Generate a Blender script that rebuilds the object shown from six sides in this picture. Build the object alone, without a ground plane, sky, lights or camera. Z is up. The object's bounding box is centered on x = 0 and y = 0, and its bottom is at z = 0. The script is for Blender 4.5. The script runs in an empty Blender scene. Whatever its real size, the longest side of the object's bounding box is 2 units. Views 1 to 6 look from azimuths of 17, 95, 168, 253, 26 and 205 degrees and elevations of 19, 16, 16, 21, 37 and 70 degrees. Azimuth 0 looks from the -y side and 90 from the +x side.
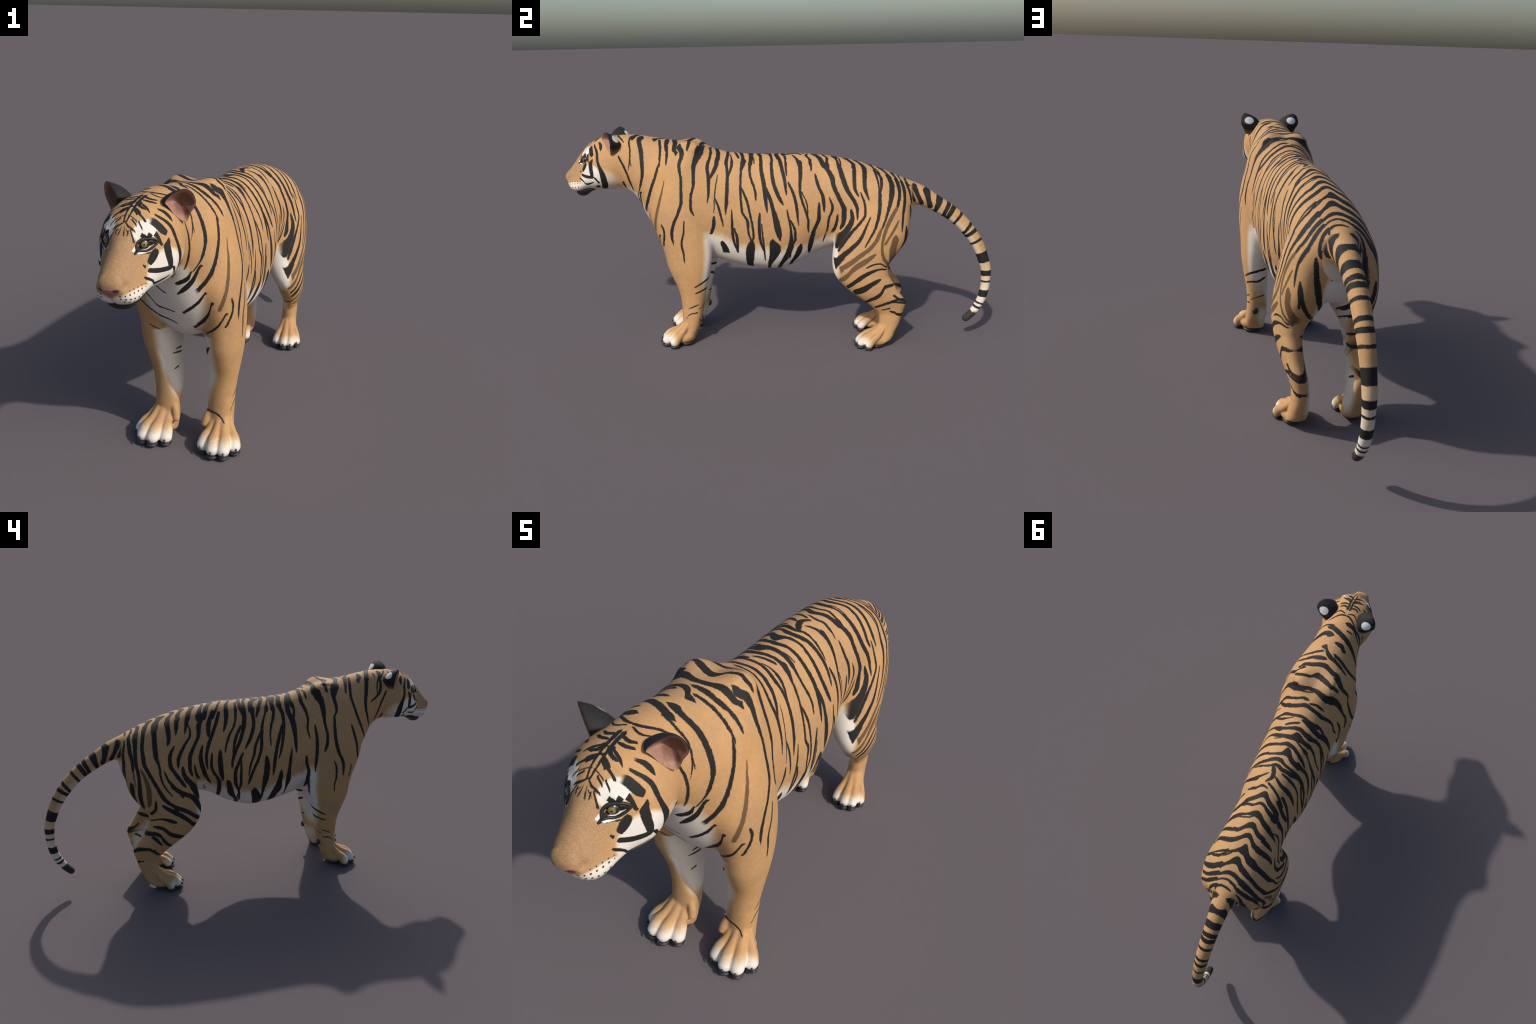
import bpy, math, numpy as np
from mathutils import Vector

# ---------------------------------------------------------------- helpers
VOXEL = 0.0032

def pchip(x, y, xi):
    """monotone cubic interpolation, columns of y"""
    x = np.asarray(x, float); y = np.asarray(y, float)
    if y.ndim == 1: y = y[:, None]
    h = np.diff(x)[:, None]; d = np.diff(y, axis=0) / h
    m = np.zeros_like(y)
    w1 = 2 * h[1:] + h[:-1]; w2 = h[1:] + 2 * h[:-1]
    ok = d[:-1] * d[1:] > 0
    with np.errstate(divide='ignore', invalid='ignore'):
        hm = (w1 + w2) / (w1 / d[:-1] + w2 / d[1:])
    m[1:-1] = np.where(ok, hm, 0); m[0] = d[0]; m[-1] = d[-1]
    k = np.clip(np.searchsorted(x, xi) - 1, 0, len(x) - 2)
    t = ((xi - x[k]) / (x[k + 1] - x[k]))[:, None]; H = h[k]
    return ((2*t**3-3*t**2+1)*y[k] + (t**3-2*t**2+t)*H*m[k] + (-2*t**3+3*t**2)*y[k+1] + (t**3-t**2)*H*m[k+1])

class Build:
    """collects closed tubes that are later fused into one skin"""
    def __init__(self): self.v, self.f, self.n = [], [], 0
    def rings(self, R):
        R = np.asarray(R); k, m, _ = R.shape
        a = self.n
        self.v.append(R.reshape(-1, 3)); self.v.append(R[0].mean(0)[None]); self.v.append(R[-1].mean(0)[None])
        for i in range(k - 1):
            for j in range(m):
                j2 = (j + 1) % m
                self.f.append((a+i*m+j, a+i*m+j2, a+(i+1)*m+j2, a+(i+1)*m+j))
        c0, c1 = a + k*m, a + k*m + 1
        for j in range(m):
            j2 = (j + 1) % m
            self.f.append((c0, a+j2, a+j)); self.f.append((c1, a+(k-1)*m+j, a+(k-1)*m+j2))
        self.n += k*m + 2
    def both(self, R):
        R = np.asarray(R); self.rings(R); self.rings((R * [-1, 1, 1])[:, ::-1])
    def mesh(self, name):
        me = bpy.data.meshes.new(name); me.from_pydata(np.concatenate(self.v).tolist(), [], self.f); me.update(); return me

def sgnpow(c, e): return np.sign(c) * np.abs(c) ** e

def trunk_rings(keys, n, m=56):
    """sections across the y axis: y, top z, bottom z, half width, z of widest place, roundness above, below"""
    keys = np.array(keys); t = np.linspace(keys[0, 0], keys[-1, 0], n); K = pchip(keys[:, 0], keys[:, 1:], t)
    a = np.linspace(0, 2*np.pi, m, endpoint=False); c, s = np.cos(a), np.sin(a); R = []
    for y, (top, bot, w, zw, pu, pd) in zip(t, K):
        p = np.where(s > 0, pu, pd)
        R.append(np.stack([w * sgnpow(c, 2/p), np.full(m, y), zw + np.where(s > 0, top - zw, zw - bot) * sgnpow(s, 2/p)], 1))
    return R

def leg_rings(keys, n, m=40, p=2.25):
    """sections across the z axis: z, front y, rear y, outer x, inner x"""
    keys = np.array(keys); t = np.linspace(keys[0, 0], keys[-1, 0], n); K = pchip(keys[:, 0], keys[:, 1:], t)
    a = np.linspace(0, 2*np.pi, m, endpoint=False); c, s = np.cos(a), np.sin(a); R = []
    for z, (f, r, o, i) in zip(t, K):
        R.append(np.stack([(o+i)/2 + (o-i)/2*sgnpow(c, 2/p), (f+r)/2 + (r-f)/2*sgnpow(s, 2/p), np.full(m, z)], 1))
    return R

def tube_rings(pts, n, m=24, flat=1.0):
    """round tube: x, y, z, radius along a spine; both ends rounded off"""
    P = np.array(pts, float); d = np.r_[0, np.cumsum(np.linalg.norm(np.diff(P[:, :3], axis=0), axis=1))]
    t = np.linspace(0, d[-1], n); K = pchip(d, P, t); C, r = K[:, :3], K[:, 3].copy()
    T = np.gradient(C, t, axis=0); T /= np.linalg.norm(T, axis=1)[:, None]
    for e, rr in ((t, r[0]), (d[-1] - t, r[-1])):
        k = np.clip(1 - e / max(rr, 1e-6), 0, 1); r *= np.sqrt(np.clip(1 - k*k, 0.0004, 1))
    a = np.linspace(0, 2*np.pi, m, endpoint=False); R = []
    for c, q, tt in zip(C, r, T):
        u = np.cross(tt, [1, 0, 0.01]); u /= np.linalg.norm(u); w = np.cross(u, tt)
        R.append(c + q * (np.cos(a)[:, None] * w * flat + np.sin(a)[:, None] * u))
    return R

def ball_rings(c, rad, n=18, m=28):
    th = np.linspace(0.02, np.pi - 0.02, n); a = np.linspace(0, 2*np.pi, m, endpoint=False)
    return [np.stack([c[0] + rad[0]*np.sin(q)*np.cos(a), c[1] + rad[1]*np.sin(q)*np.sin(a), np.full(m, c[2] + rad[2]*np.cos(q))], 1) for q in th]

# ---------------------------------------------------------------- body shape
B = Build()
TRUNK = [ # y, top, bottom, half width, widest z, round up, round down
 (-.76, .984, .745, .092, .86, 2.2, 2.2), (-.70, .989, .728, .100, .86, 2.2, 2.2), (-.655, .988, .690, .106, .85, 2.2, 2.1),
 (-.62, .984, .618, .116, .80, 2.1, 2.1), (-.57, .976, .530, .140, .73, 2.0, 2.1), (-.52, .969, .462, .160, .68, 1.95, 2.0),
 (-.46, .960, .420, .168, .67, 2.05, 1.8), (-.38, .953, .404, .165, .66, 2.05, 1.7), (-.30, .928, .398, .157, .64, 2.05, 1.7),
 (-.22, .906, .380, .153, .62, 2.05, 1.9), (-.117, .898, .361, .154, .605, 2.1, 2.15), (-.02, .896, .353, .154, .60, 2.1, 2.25),
 (.10, .898, .386, .148, .615, 2.05, 2.0), (.20, .890, .442, .131, .65, 2.05, 1.75), (.30, .876, .468, .133, .68, 2.05, 1.85),
 (.40, .851, .485, .145, .67, 2.05, 2.0), (.48, .824, .495, .143, .67, 2.05, 2.1), (.54, .799, .49, .129, .67, 2.0, 2.1),
 (.58, .783, .52, .110, .67, 2.0, 2.1), (.61, .765, .57, .082, .68, 2.0, 2.1), (.625, .752, .63, .05, .69, 2.0, 2.0)]
B.rings(trunk_rings(TRUNK, 130))

HEAD = [
 (-1.004, .800, .784, .014, .790, 2.0, 2.0), (-.999, .810, .776, .026, .792, 2.1, 2.1), (-.990, .821, .768, .036, .790, 2.2, 2.2), 
 (-.982, .828, .746, .041, .772, 2.1, 2.3), (-.970, .842, .733, .050, .764, 2.0, 2.4), (-.950, .868, .726, .058, .760, 1.8, 2.5),
 (-.925, .902, .729, .066, .765, 1.7, 2.5), (-.900, .932, .735, .076, .782, 1.8, 2.4), (-.875, .952, .738, .092, .812, 2.0, 2.3),
 (-.845, .969, .736, .109, .830, 2.1, 2.3), (-.805, .981, .735, .119, .842, 2.1, 2.2), (-.76, .986, .736, .116, .85, 2.1, 2.1),
 (-.71, .987, .745, .103, .86, 2.1, 2.1), (-.66, .96, .78, .08, .87, 2.0, 2.0)]
B.rings(trunk_rings(HEAD, 110, 64))
FORELEG = [ # z, front, rear, outer, inner
 (.020, -.456, -.400, .152, .062), (.06, -.454, -.384, .152, .058), (.10, -.454, -.369, .149, .055), (.18, -.455, -.351, .149, .054), (.23, -.458, -.342, .154, .055),
 (.278, -.467, -.333, .162, .056), (.33, -.487, -.320, .171, .057), (.394, -.510, -.306, .179, .057), (.43, -.517, -.300, .181, .055), (.48, -.529, -.298, .184, .048),
 (.56, -.560, -.307, .188, .036), (.64, -.582, -.318, .186, .025), (.72, -.572, -.33, .176, .015), (.80, -.527, -.345, .154, .015), (.87, -.475, -.35, .127, .02), (.93, -.43, -.36, .094, .03)]
B.both(leg_rings(FORELEG, 110))
HINDLEG = [
 (.018, .458, .500, .146, .074), (.037, .458, .536, .143, .066), (.08, .472, .556, .136, .065), (.114, .477, .571, .133, .068), (.16, .474, .584, .134, .071), (.19, .448, .592, .141, .074), (.22, .416, .598, .151, .080),
 (.244, .385, .587, .159, .083), (.28, .337, .561, .169, .085), (.327, .291, .533, .178, .084), (.36, .268, .516, .181, .073), (.394, .258, .513, .183, .054),
 (.43, .256, .534, .182, .032), (.462, .258, .560, .181, .018), (.50, .263, .586, .180, .008), (.543, .272, .603, .177, .006), (.624, .30, .608, .167, .006), (.683, .34, .596, .153, .006), (.74, .40, .565, .12, .01)]
B.both(leg_rings(HINDLEG, 120))

TAIL = [(0, .54, .745, .055), (0, .60, .722, .052), (0, .66, .70, .045), (0, .716, .671, .038), (0, .808, .613, .0335), (0, .885, .535, .0305), (0, .929, .470, .028), (0, .953, .415, .0255),
        (0, .974, .340, .0235), (0, .9755, .287, .0215), (0, .966, .222, .0205), (0, .938, .157, .0195), (0, .91, .120, .0185), (0, .879, .092, .0165)]
B.rings(tube_rings(TAIL, 110, 32))

# toes: tendon root on the wrist, middle, knuckle, tip
FRONT_TOES = [((.092, -.432, .112), (.083, -.468, .067), (.076, -.492, .050), (.073, -.509, .030)), ((.108, -.436, .116), (.110, -.480, .071), (.112, -.510, .054), (.114, -.530, .032)),
              ((.124, -.436, .116), (.138, -.478, .071), (.148, -.506, .054), (.152, -.524, .032)), ((.136, -.428, .108), (.158, -.454, .066), (.171, -.470, .049), (.178, -.483, .030))]
HIND_TOES = [((.087, .494, .116), (.083, .452, .068), (.079, .423, .050), (.077, .403, .029)), ((.099, .494, .120), (.107, .443, .071), (.112, .409, .053), (.114, .388, .030)),
             ((.110, .494, .120), (.128, .448, .069), (.138, .416, .051), (.142, .396, .030)), ((.120, .500, .110), (.143, .472, .063), (.154, .448, .045), (.160, .432, .027))]
def toe(root, mid, knuckle, tip, r):
    d = np.array(tip) - np.array(mid); d[2] = 0; d /= np.linalg.norm(d); end = np.array(tip) + d*r*.55 + [0, 0, -r*.95]
    B.both(tube_rings([(*(np.array(root) + [0, .006 if root[1] < 0 else .006, 0]), r*.5), (*mid, r*.76), (*knuckle, r*.98), (*tip, r*1.06), (*end, r*.9)], 34, 20))
for q in FRONT_TOES: toe(*q, .0222)
for q in HIND_TOES: toe(*q, .0190)
B.both(ball_rings((.120, -.448, .040), (.052, .050, .034)))    # palm
B.both(ball_rings((.114, .458, .035), (.042, .054, .029)))
# dew toe on the inside of the wrist
B.both(tube_rings([(.078, -.425, .135, .013), (.060, -.445, .10, .0145), (.053, -.456, .065, .0125)], 18, 16))

raw = bpy.data.objects.new("skin_source", B.mesh("skin_source")); bpy.context.scene.collection.objects.link(raw)
md = raw.modifiers.new("fuse", 'REMESH'); md.mode = 'VOXEL'; md.voxel_size = VOXEL; md.use_smooth_shade = True
dg = bpy.context.evaluated_depsgraph_get(); dg.update()
skin = bpy.data.meshes.new_from_object(raw.evaluated_get(dg))
bpy.data.objects.remove(raw)

nv = len(skin.vertices); co = np.empty(nv*3); skin.vertices.foreach_get("co", co); co = co.reshape(-1, 3)
ne = len(skin.edges); ed = np.empty(ne*2, np.int32); skin.edges.foreach_get("vertices", ed); ed = ed.reshape(-1, 2)
deg = np.bincount(ed.ravel(), minlength=nv).astype(float)[:, None]
def lap(P):
    S = np.stack([np.bincount(ed[:, 0], P[ed[:, 1], k], nv) + np.bincount(ed[:, 1], P[ed[:, 0], k], nv) for k in range(3)], 1)
    return S / deg - P
def sstep(a, b, x): t = np.clip((x - a) / (b - a), 0, 1); return t*t*(3 - 2*t)
def gauss(P, c, r): return np.exp(-(((P - np.asarray(c)) / np.asarray(r))**2).sum(1))
def smooth(P, it, w):
    w = np.asarray(w)
    if w.ndim == 1: w = w[:, None]
    for _ in range(it): P = P + .5*w*lap(P)
    return P
def taubin(P, it, w=1.0):
    for _ in range(it): P = P + .5*w*lap(P); P = P - .52*w*lap(P)
    return P

X = lambda P: np.abs(P[:, 0])
# blend limbs into the trunk, neck into the shoulders, tail into the rump
A = np.stack([np.abs(co[:, 0]), co[:, 1], co[:, 2]], 1)
w_join = np.clip(gauss(A, (.15, -.43, .62), (.2, .26, .20)) + gauss(A, (.12, .40, .62), (.2, .26, .15)) + gauss(A, (.0, -.65, .78), (.2, .07, .2)) + gauss(A, (.0, .595, .72), (.2, .05, .09)), 0, 1)
w_join *= sstep(.36, .50, co[:, 2]) * (1 - sstep(.63, .70, co[:, 1]))
co = taubin(co, 10)
co = smooth(co, 160, w_join[:, None])
w_mid = sstep(.13, .2, co[:, 2]) * (1 - sstep(.64, .70, co[:, 1])) * sstep(-.80, -.70, co[:, 1])
co = smooth(co, 12, w_mid[:, None])
co = smooth(co, 2, np.ones((nv, 1)))
co = smooth(co, 9, (sstep(.065, .10, co[:, 2]) * (1 - sstep(.15, .2, co[:, 2])))[:, None])     # tendons sink into the foot

# ---- muscles and hollows pushed in and out along the normal
def normals(P):
    skin.vertices.foreach_set("co", P.ravel()); skin.update()
    N = np.empty(nv*3); skin.vertices.foreach_get("normal", N); return N.reshape(-1, 3)
def push(c, r, amount):
    global co
    N = normals(co); A = np.stack([np.abs(co[:, 0]), co[:, 1], co[:, 2]], 1)
    co = co + N * (amount * gauss(A, c, r))[:, None]
push((.066, -.390, .96), (.032, .060, .06), .034)      # shoulder blade
push((.0, -.36, .95), (.022, .08, .05), -.004)
push((.115, -.46, .86), (.05, .08, .07), .012)
push((.062, -.897, .881), (.018, .022, .013), -.014)    # eye socket
push((.066, -.882, .907), (.020, .016, .010), .004)     # brow
push((.0, -.905, .925), (.016, .03, .03), -.003)        # groove of the forehead
push((.048, -.948, .755), (.022, .026, .020), .005)     # whisker pad
push((.10, -.83, .79), (.04, .05, .04), .004)           # jowl
push((.040, -.975, .79), (.010, .014, .010), -.005)     # side of the nose
push((.0, -.966, .735), (.006, .03, .02), -.005)        # lip cleft
skin.vertices.foreach_set("co", co.ravel()); skin.update()
FINAL_N = normals(co)
from mathutils.bvhtree import BVHTree
BVH = BVHTree.FromPolygons(co.tolist(), [tuple(p.vertices) for p in skin.polygons])
def snap(p, lift=0.0):
    q, n, _, _ = BVH.find_nearest(Vector(p)); return np.array(q + n * lift)

# ---------------------------------------------------------------- coat pattern: charts on the body
FORE_MID = [(.0, -.44), (.10, -.418), (.18, -.406), (.28, -.404), (.39, -.41), (.48, -.41), (.60, -.43)]     # z, y of the leg's middle
HIND_MID = [(.0, .48), (.08, .51), (.16, .532), (.22, .515), (.28, .456), (.36, .394), (.43, .393), (.50, .42), (.60, .45)]
FORE_X, HIND_X = .108, .116
def _c(P): return P[:, 0], np.abs(P[:, 0]), P[:, 1], P[:, 2]
def _leg(P, mid, cx):
    x, ax, y, z = _c(P); m = np.array(mid); return z, np.arctan2(ax - cx, y - np.interp(z, m[:, 0], m[:, 1]))     # 0 at the rear, positive outside
def _shin(P):
    x, ax, y, z = _c(P); m = np.array(FORE_MID); return z, np.arctan2(ax - FORE_X, np.interp(z, m[:, 0], m[:, 1]) - y)
def _flank(P): x, ax, y, z = _c(P); return y, np.arctan2(x, z - .62)
def _ring(P): x, ax, y, z = _c(P); return .375*np.arctan2(z - .30, y - .60), np.hypot(y - .6, z - .3) - .375
def _face(P): x, ax, y, z = _c(P); return z, .727*ax + .686*(y + .9)
# every chart gives (coordinate across the stripe in metres, coordinate along it)
CHART_PY = dict(flank=_flank, back=_flank, ring=_ring, face=_face, brow=_face, row=_face,
    shank=lambda P: (P[:, 2], P[:, 1]*np.sign(P[:, 0])), spine=lambda P: (P[:, 0], P[:, 1]), chest=lambda P: (P[:, 2], P[:, 0]),
    rump=lambda P: (np.abs(P[:, 0]), P[:, 2]), hind=lambda P: _leg(P, HIND_MID, HIND_X), fore=lambda P: _leg(P, FORE_MID, FORE_X), shin=_shin, shin_left=_shin,
    cheek=lambda P: (P[:, 1], P[:, 2]), jowl=lambda P: (P[:, 2], P[:, 1]), crown=lambda P: (P[:, 1], np.abs(P[:, 0])), forehead=lambda P: (np.abs(P[:, 0]), P[:, 1]),
    face_line=lambda P: (np.abs(P[:, 0]), P[:, 1]))
# parts on which each chart is drawn
CHART_ON = dict(flank="torso neck hind fore", ring="tail torso", face="head", brow="head", row="head", shank="hind torso", spine="torso", chest="torso neck fore", rump="torso hind", hind="hind torso",
    fore="fore front", shin="fore front", shin_left="fore front", cheek="head neck", jowl="head", crown="head neck", forehead="head", face_line="head neck")
STRIPES = []
def stripe(chart, colour, *spine):
    """one stripe: along-coordinate, across-coordinate, half width, at hand-placed places on its spine"""
    STRIPES.append((chart, colour, np.array(spine)))
#STRIPES-BEGIN
stripe("flank", "black", (0.096, -0.669, 0.0055), (0.184, -0.671, 0.0047), (0.302, -0.662, 0.0046), (0.376, -0.664, 0.0037), (0.441, -0.673, 0.0016))
stripe("flank", "black", (0.362, -0.663, 0.0032), (0.420, -0.657, 0.0011))
stripe("flank", "black", (0.099, -0.622, 0.0149), (0.139, -0.627, 0.0119), (0.289, -0.612, 0.0108), (0.518, -0.604, 0.0086), (0.643, -0.616, 0.0077), (0.695, -0.625, 0.0062), (0.715, -0.633, 0.0049))
stripe("flank", "black", (0.095, -0.537, 0.0066), (0.230, -0.526, 0.0063), (0.512, -0.521, 0.0022))
stripe("flank", "black", (0.462, -0.526, 0.0028), (0.594, -0.538, 0.0073), (0.778, -0.561, 0.0085), (1.017, -0.585, 0.0097), (1.264, -0.604, 0.0089), (1.622, -0.610, 0.0083), (1.801, -0.605, 0.0082))
stripe("flank", "black", (0.092, -0.505, 0.0072), (0.409, -0.489, 0.0058), (0.503, -0.489, 0.0016))
stripe("flank", "brown", (0.703, -0.499, 0.0022), (1.420, -0.538, 0.0072), (1.714, -0.548, 0.0060), (1.938, -0.550, 0.0033))
stripe("flank", "black", (0.264, -0.437, 0.0125), (0.363, -0.420, 0.0109), (0.516, -0.429, 0.0080), (0.690, -0.421, 0.0062), (1.101, -0.420, 0.0075), (1.369, -0.435, 0.0074), (1.655, -0.458, 0.0079), (1.915, -0.469, 0.0074), (2.184, -0.465, 0.0022))
stripe("flank", "black", (0.262, -0.393, 0.0081), (0.331, -0.396, 0.0013))
stripe("flank", "black", (0.262, -0.342, 0.0156), (0.352, -0.354, 0.0129), (0.521, -0.367, 0.0088), (0.734, -0.366, 0.0070), (0.972, -0.378, 0.0062), (1.236, -0.379, 0.0063), (1.453, -0.366, 0.0021))
stripe("flank", "black", (1.686, -0.516, 0.0045), (1.876, -0.505, 0.0055), (2.250, -0.516, 0.0033))
stripe("flank", "black", (1.568, -0.410, 0.0025), (1.847, -0.414, 0.0045), (2.115, -0.426, 0.0051), (2.288, -0.419, 0.0047), (2.404, -0.418, 0.0015))
stripe("flank", "black", (0.270, -0.297, 0.0056), (0.446, -0.307, 0.0075), (0.644, -0.299, 0.0083), (0.834, -0.299, 0.0062), (1.112, -0.305, 0.0015))
stripe("flank", "black", (0.269, -0.265, 0.0098), (0.435, -0.272, 0.0091), (0.622, -0.296, 0.0055))
stripe("flank", "black", (0.529, -0.259, 0.0015), (0.754, -0.268, 0.0030), (1.372, -0.277, 0.0020))
stripe("flank", "black", (0.999, -0.268, 0.0036), (1.271, -0.253, 0.0056), (1.795, -0.236, 0.0021))
stripe("flank", "black", (1.477, -0.277, 0.0050), (1.813, -0.283, 0.0087), (2.020, -0.295, 0.0070))
stripe("flank", "black", (0.267, -0.225, 0.0070), (0.574, -0.216, 0.0069), (0.850, -0.217, 0.0089), (1.425, -0.224, 0.0015))
stripe("flank", "black", (0.270, -0.200, 0.0063), (0.321, -0.199, 0.0064), (0.574, -0.214, 0.0041))
stripe("flank", "black", (1.270, -0.196, 0.0020), (2.100, -0.195, 0.0066), (2.521, -0.178, 0.0037))
stripe("flank", "black", (1.830, -0.187, 0.0036), (2.193, -0.175, 0.0066), (2.520, -0.177, 0.0039))
stripe("flank", "black", (0.265, -0.145, 0.0115), (0.475, -0.156, 0.0055), (1.346, -0.148, 0.0058), (1.637, -0.124, 0.0074), (1.951, -0.122, 0.0051), (2.215, -0.109, 0.0054))
stripe("flank", "black", (0.755, -0.151, 0.0037), (1.012, -0.129, 0.0062), (1.345, -0.115, 0.0055), (2.072, -0.100, 0.0051), (2.215, -0.109, 0.0047))
stripe("flank", "black", (2.192, -0.109, 0.0101), (2.492, -0.119, 0.0206), (2.756, -0.125, 0.0167), (3.056, -0.128, 0.0075))
stripe("flank", "black", (2.285, -0.246, 0.0091), (2.572, -0.234, 0.0173), (2.888, -0.232, 0.0101), (3.188, -0.231, 0.0045))
stripe("flank", "black", (0.280, -0.117, 0.0068), (0.395, -0.117, 0.0063), (0.847, -0.088, 0.0055), (1.055, -0.086, 0.0015))
stripe("flank", "black", (1.371, -0.069, 0.0034), (1.769, -0.072, 0.0074), (2.116, -0.070, 0.0072), (2.444, -0.054, 0.0027))
stripe("flank", "black", (1.689, -0.062, 0.0025), (2.358, -0.053, 0.0046), (2.658, -0.051, 0.0021))
stripe("flank", "black", (0.271, -0.067, 0.0081), (0.392, -0.065, 0.0087), (0.664, -0.051, 0.0099), (1.371, -0.035, 0.0020))
stripe("flank", "black", (0.756, -0.046, 0.0110), (0.993, -0.022, 0.0092), (1.151, -0.014, 0.0090), (1.747, 0.009, 0.0151), (2.170, 0.021, 0.0030))
stripe("flank", "black", (0.283, -0.021, 0.0062), (0.651, -0.007, 0.0089), (0.908, 0.014, 0.0093), (1.150, 0.036, 0.0027))
stripe("flank", "black", (0.260, 0.019, 0.0089), (0.581, 0.041, 0.0075), (0.905, 0.052, 0.0020))
stripe("flank", "black", (0.264, 0.044, 0.0056), (0.517, 0.051, 0.0030))
stripe("flank", "black", (0.637, 0.059, 0.0043), (0.861, 0.082, 0.0072), (1.767, 0.107, 0.0020))
stripe("flank", "black", (1.272, 0.054, 0.0025), (2.075, 0.072, 0.0075), (2.368, 0.067, 0.0150), (2.628, 0.044, 0.0163), (2.819, 0.017, 0.0109), (3.119, 0.008, 0.0049))
stripe("flank", "black", (1.592, 0.069, 0.0037), (1.898, 0.089, 0.0061), (2.166, 0.090, 0.0064), (2.373, 0.071, 0.0061), (2.673, 0.062, 0.0028))
stripe("flank", "black", (0.281, 0.108, 0.0109), (0.463, 0.113, 0.0093), (0.707, 0.111, 0.0069), (1.405, 0.141, 0.0056), (1.675, 0.149, 0.0056), (2.054, 0.149, 0.0016))
stripe("flank", "black", (0.814, 0.119, 0.0032), (1.063, 0.141, 0.0036), (1.464, 0.147, 0.0025))
stripe("flank", "black", (2.163, -0.013, 0.0105), (2.361, -0.002, 0.0258), (2.781, -0.033, 0.0085), (3.081, -0.042, 0.0038))
stripe("flank", "black", (2.346, 0.114, 0.0042), (2.632, 0.098, 0.0159), (2.884, 0.066, 0.0093), (3.184, 0.057, 0.0042))
stripe("flank", "black", (0.290, 0.160, 0.0051), (0.414, 0.160, 0.0015))
stripe("flank", "black", (0.453, 0.178, 0.0030), (0.641, 0.191, 0.0078), (0.889, 0.213, 0.0082), (1.348, 0.221, 0.0020))
stripe("flank", "black", (1.049, 0.197, 0.0034), (1.503, 0.197, 0.0089), (2.035, 0.173, 0.0101), (2.416, 0.160, 0.0123), (2.813, 0.150, 0.0027))
stripe("flank", "black", (0.277, 0.214, 0.0128), (0.470, 0.248, 0.0122), (0.705, 0.264, 0.0100), (0.963, 0.288, 0.0107), (1.289, 0.309, 0.0114), (1.687, 0.307, 0.0098), (1.944, 0.292, 0.0027))
stripe("flank", "black", (0.276, 0.234, 0.0068), (0.374, 0.238, 0.0035))
stripe("flank", "black", (0.914, 0.243, 0.0020), (1.205, 0.257, 0.0064), (1.573, 0.241, 0.0056), (1.982, 0.235, 0.0047), (2.578, 0.213, 0.0026))
stripe("flank", "black", (1.409, 0.281, 0.0020), (1.826, 0.273, 0.0073), (2.275, 0.249, 0.0079), (2.621, 0.235, 0.0073))
stripe("flank", "black", (0.286, 0.284, 0.0091), (0.537, 0.302, 0.0116), (0.787, 0.324, 0.0110), (1.068, 0.356, 0.0095), (1.321, 0.368, 0.0063), (1.577, 0.368, 0.0020))
stripe("flank", "black", (1.251, 0.340, 0.0030), (1.512, 0.345, 0.0094), (1.853, 0.325, 0.0138), (2.111, 0.294, 0.0142), (2.373, 0.270, 0.0028))
stripe("flank", "black", (0.299, 0.352, 0.0090), (0.739, 0.355, 0.0076), (0.941, 0.373, 0.0021))
stripe("flank", "black", (0.303, 0.399, 0.0103), (0.626, 0.398, 0.0099), (1.032, 0.418, 0.0015))
stripe("flank", "black", (0.831, 0.380, 0.0025), (1.121, 0.400, 0.0055), (1.392, 0.402, 0.0056), (1.632, 0.381, 0.0080), (1.931, 0.339, 0.0082), (2.356, 0.284, 0.0033))
stripe("flank", "black", (1.478, 0.426, 0.0026), (1.761, 0.405, 0.0052), (2.054, 0.377, 0.0094), (2.209, 0.344, 0.0116), (2.360, 0.306, 0.0114), (2.513, 0.272, 0.0095))
stripe("flank", "black", (0.262, 0.441, 0.0069), (0.363, 0.448, 0.0062), (0.665, 0.461, 0.0043), (0.953, 0.466, 0.0084), (1.756, 0.448, 0.0063), (2.161, 0.404, 0.0026))
stripe("flank", "black", (0.289, 0.453, 0.0065), (0.458, 0.472, 0.0075), (0.685, 0.473, 0.0060), (0.846, 0.466, 0.0043))
stripe("flank", "black", (0.304, 0.501, 0.0112), (0.415, 0.511, 0.0124), (0.632, 0.520, 0.0126), (1.478, 0.495, 0.0055), (1.758, 0.479, 0.0044))
stripe("flank", "brown", (1.758, 0.477, 0.0047), (2.141, 0.435, 0.0114), (2.297, 0.383, 0.0151), (2.498, 0.299, 0.0100))
stripe("flank", "black", (0.319, 0.539, 0.0099), (0.440, 0.546, 0.0101), (0.766, 0.554, 0.0075), (1.172, 0.545, 0.0058))
stripe("flank", "brown", (1.172, 0.545, 0.0070), (1.540, 0.514, 0.0099), (1.865, 0.491, 0.0081), (2.171, 0.479, 0.0061), (2.387, 0.490, 0.0073), (2.483, 0.504, 0.0057), (2.573, 0.513, 0.0059))
stripe("flank", "black", (0.326, 0.564, 0.0086), (0.545, 0.574, 0.0088), (0.885, 0.578, 0.0071), (1.430, 0.570, 0.0058), (1.940, 0.567, 0.0018))
stripe("flank", "black", (0.285, 0.587, 0.0078), (0.675, 0.605, 0.0057), (0.929, 0.613, 0.0032))
stripe("flank", "brown", (1.584, 0.551, 0.0029), (1.883, 0.525, 0.0071), (2.118, 0.493, 0.0065))
stripe("flank", "brown", (1.973, 0.538, 0.0045), (2.144, 0.535, 0.0172), (2.267, 0.528, 0.0165), (2.630, 0.527, 0.0072))
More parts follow.
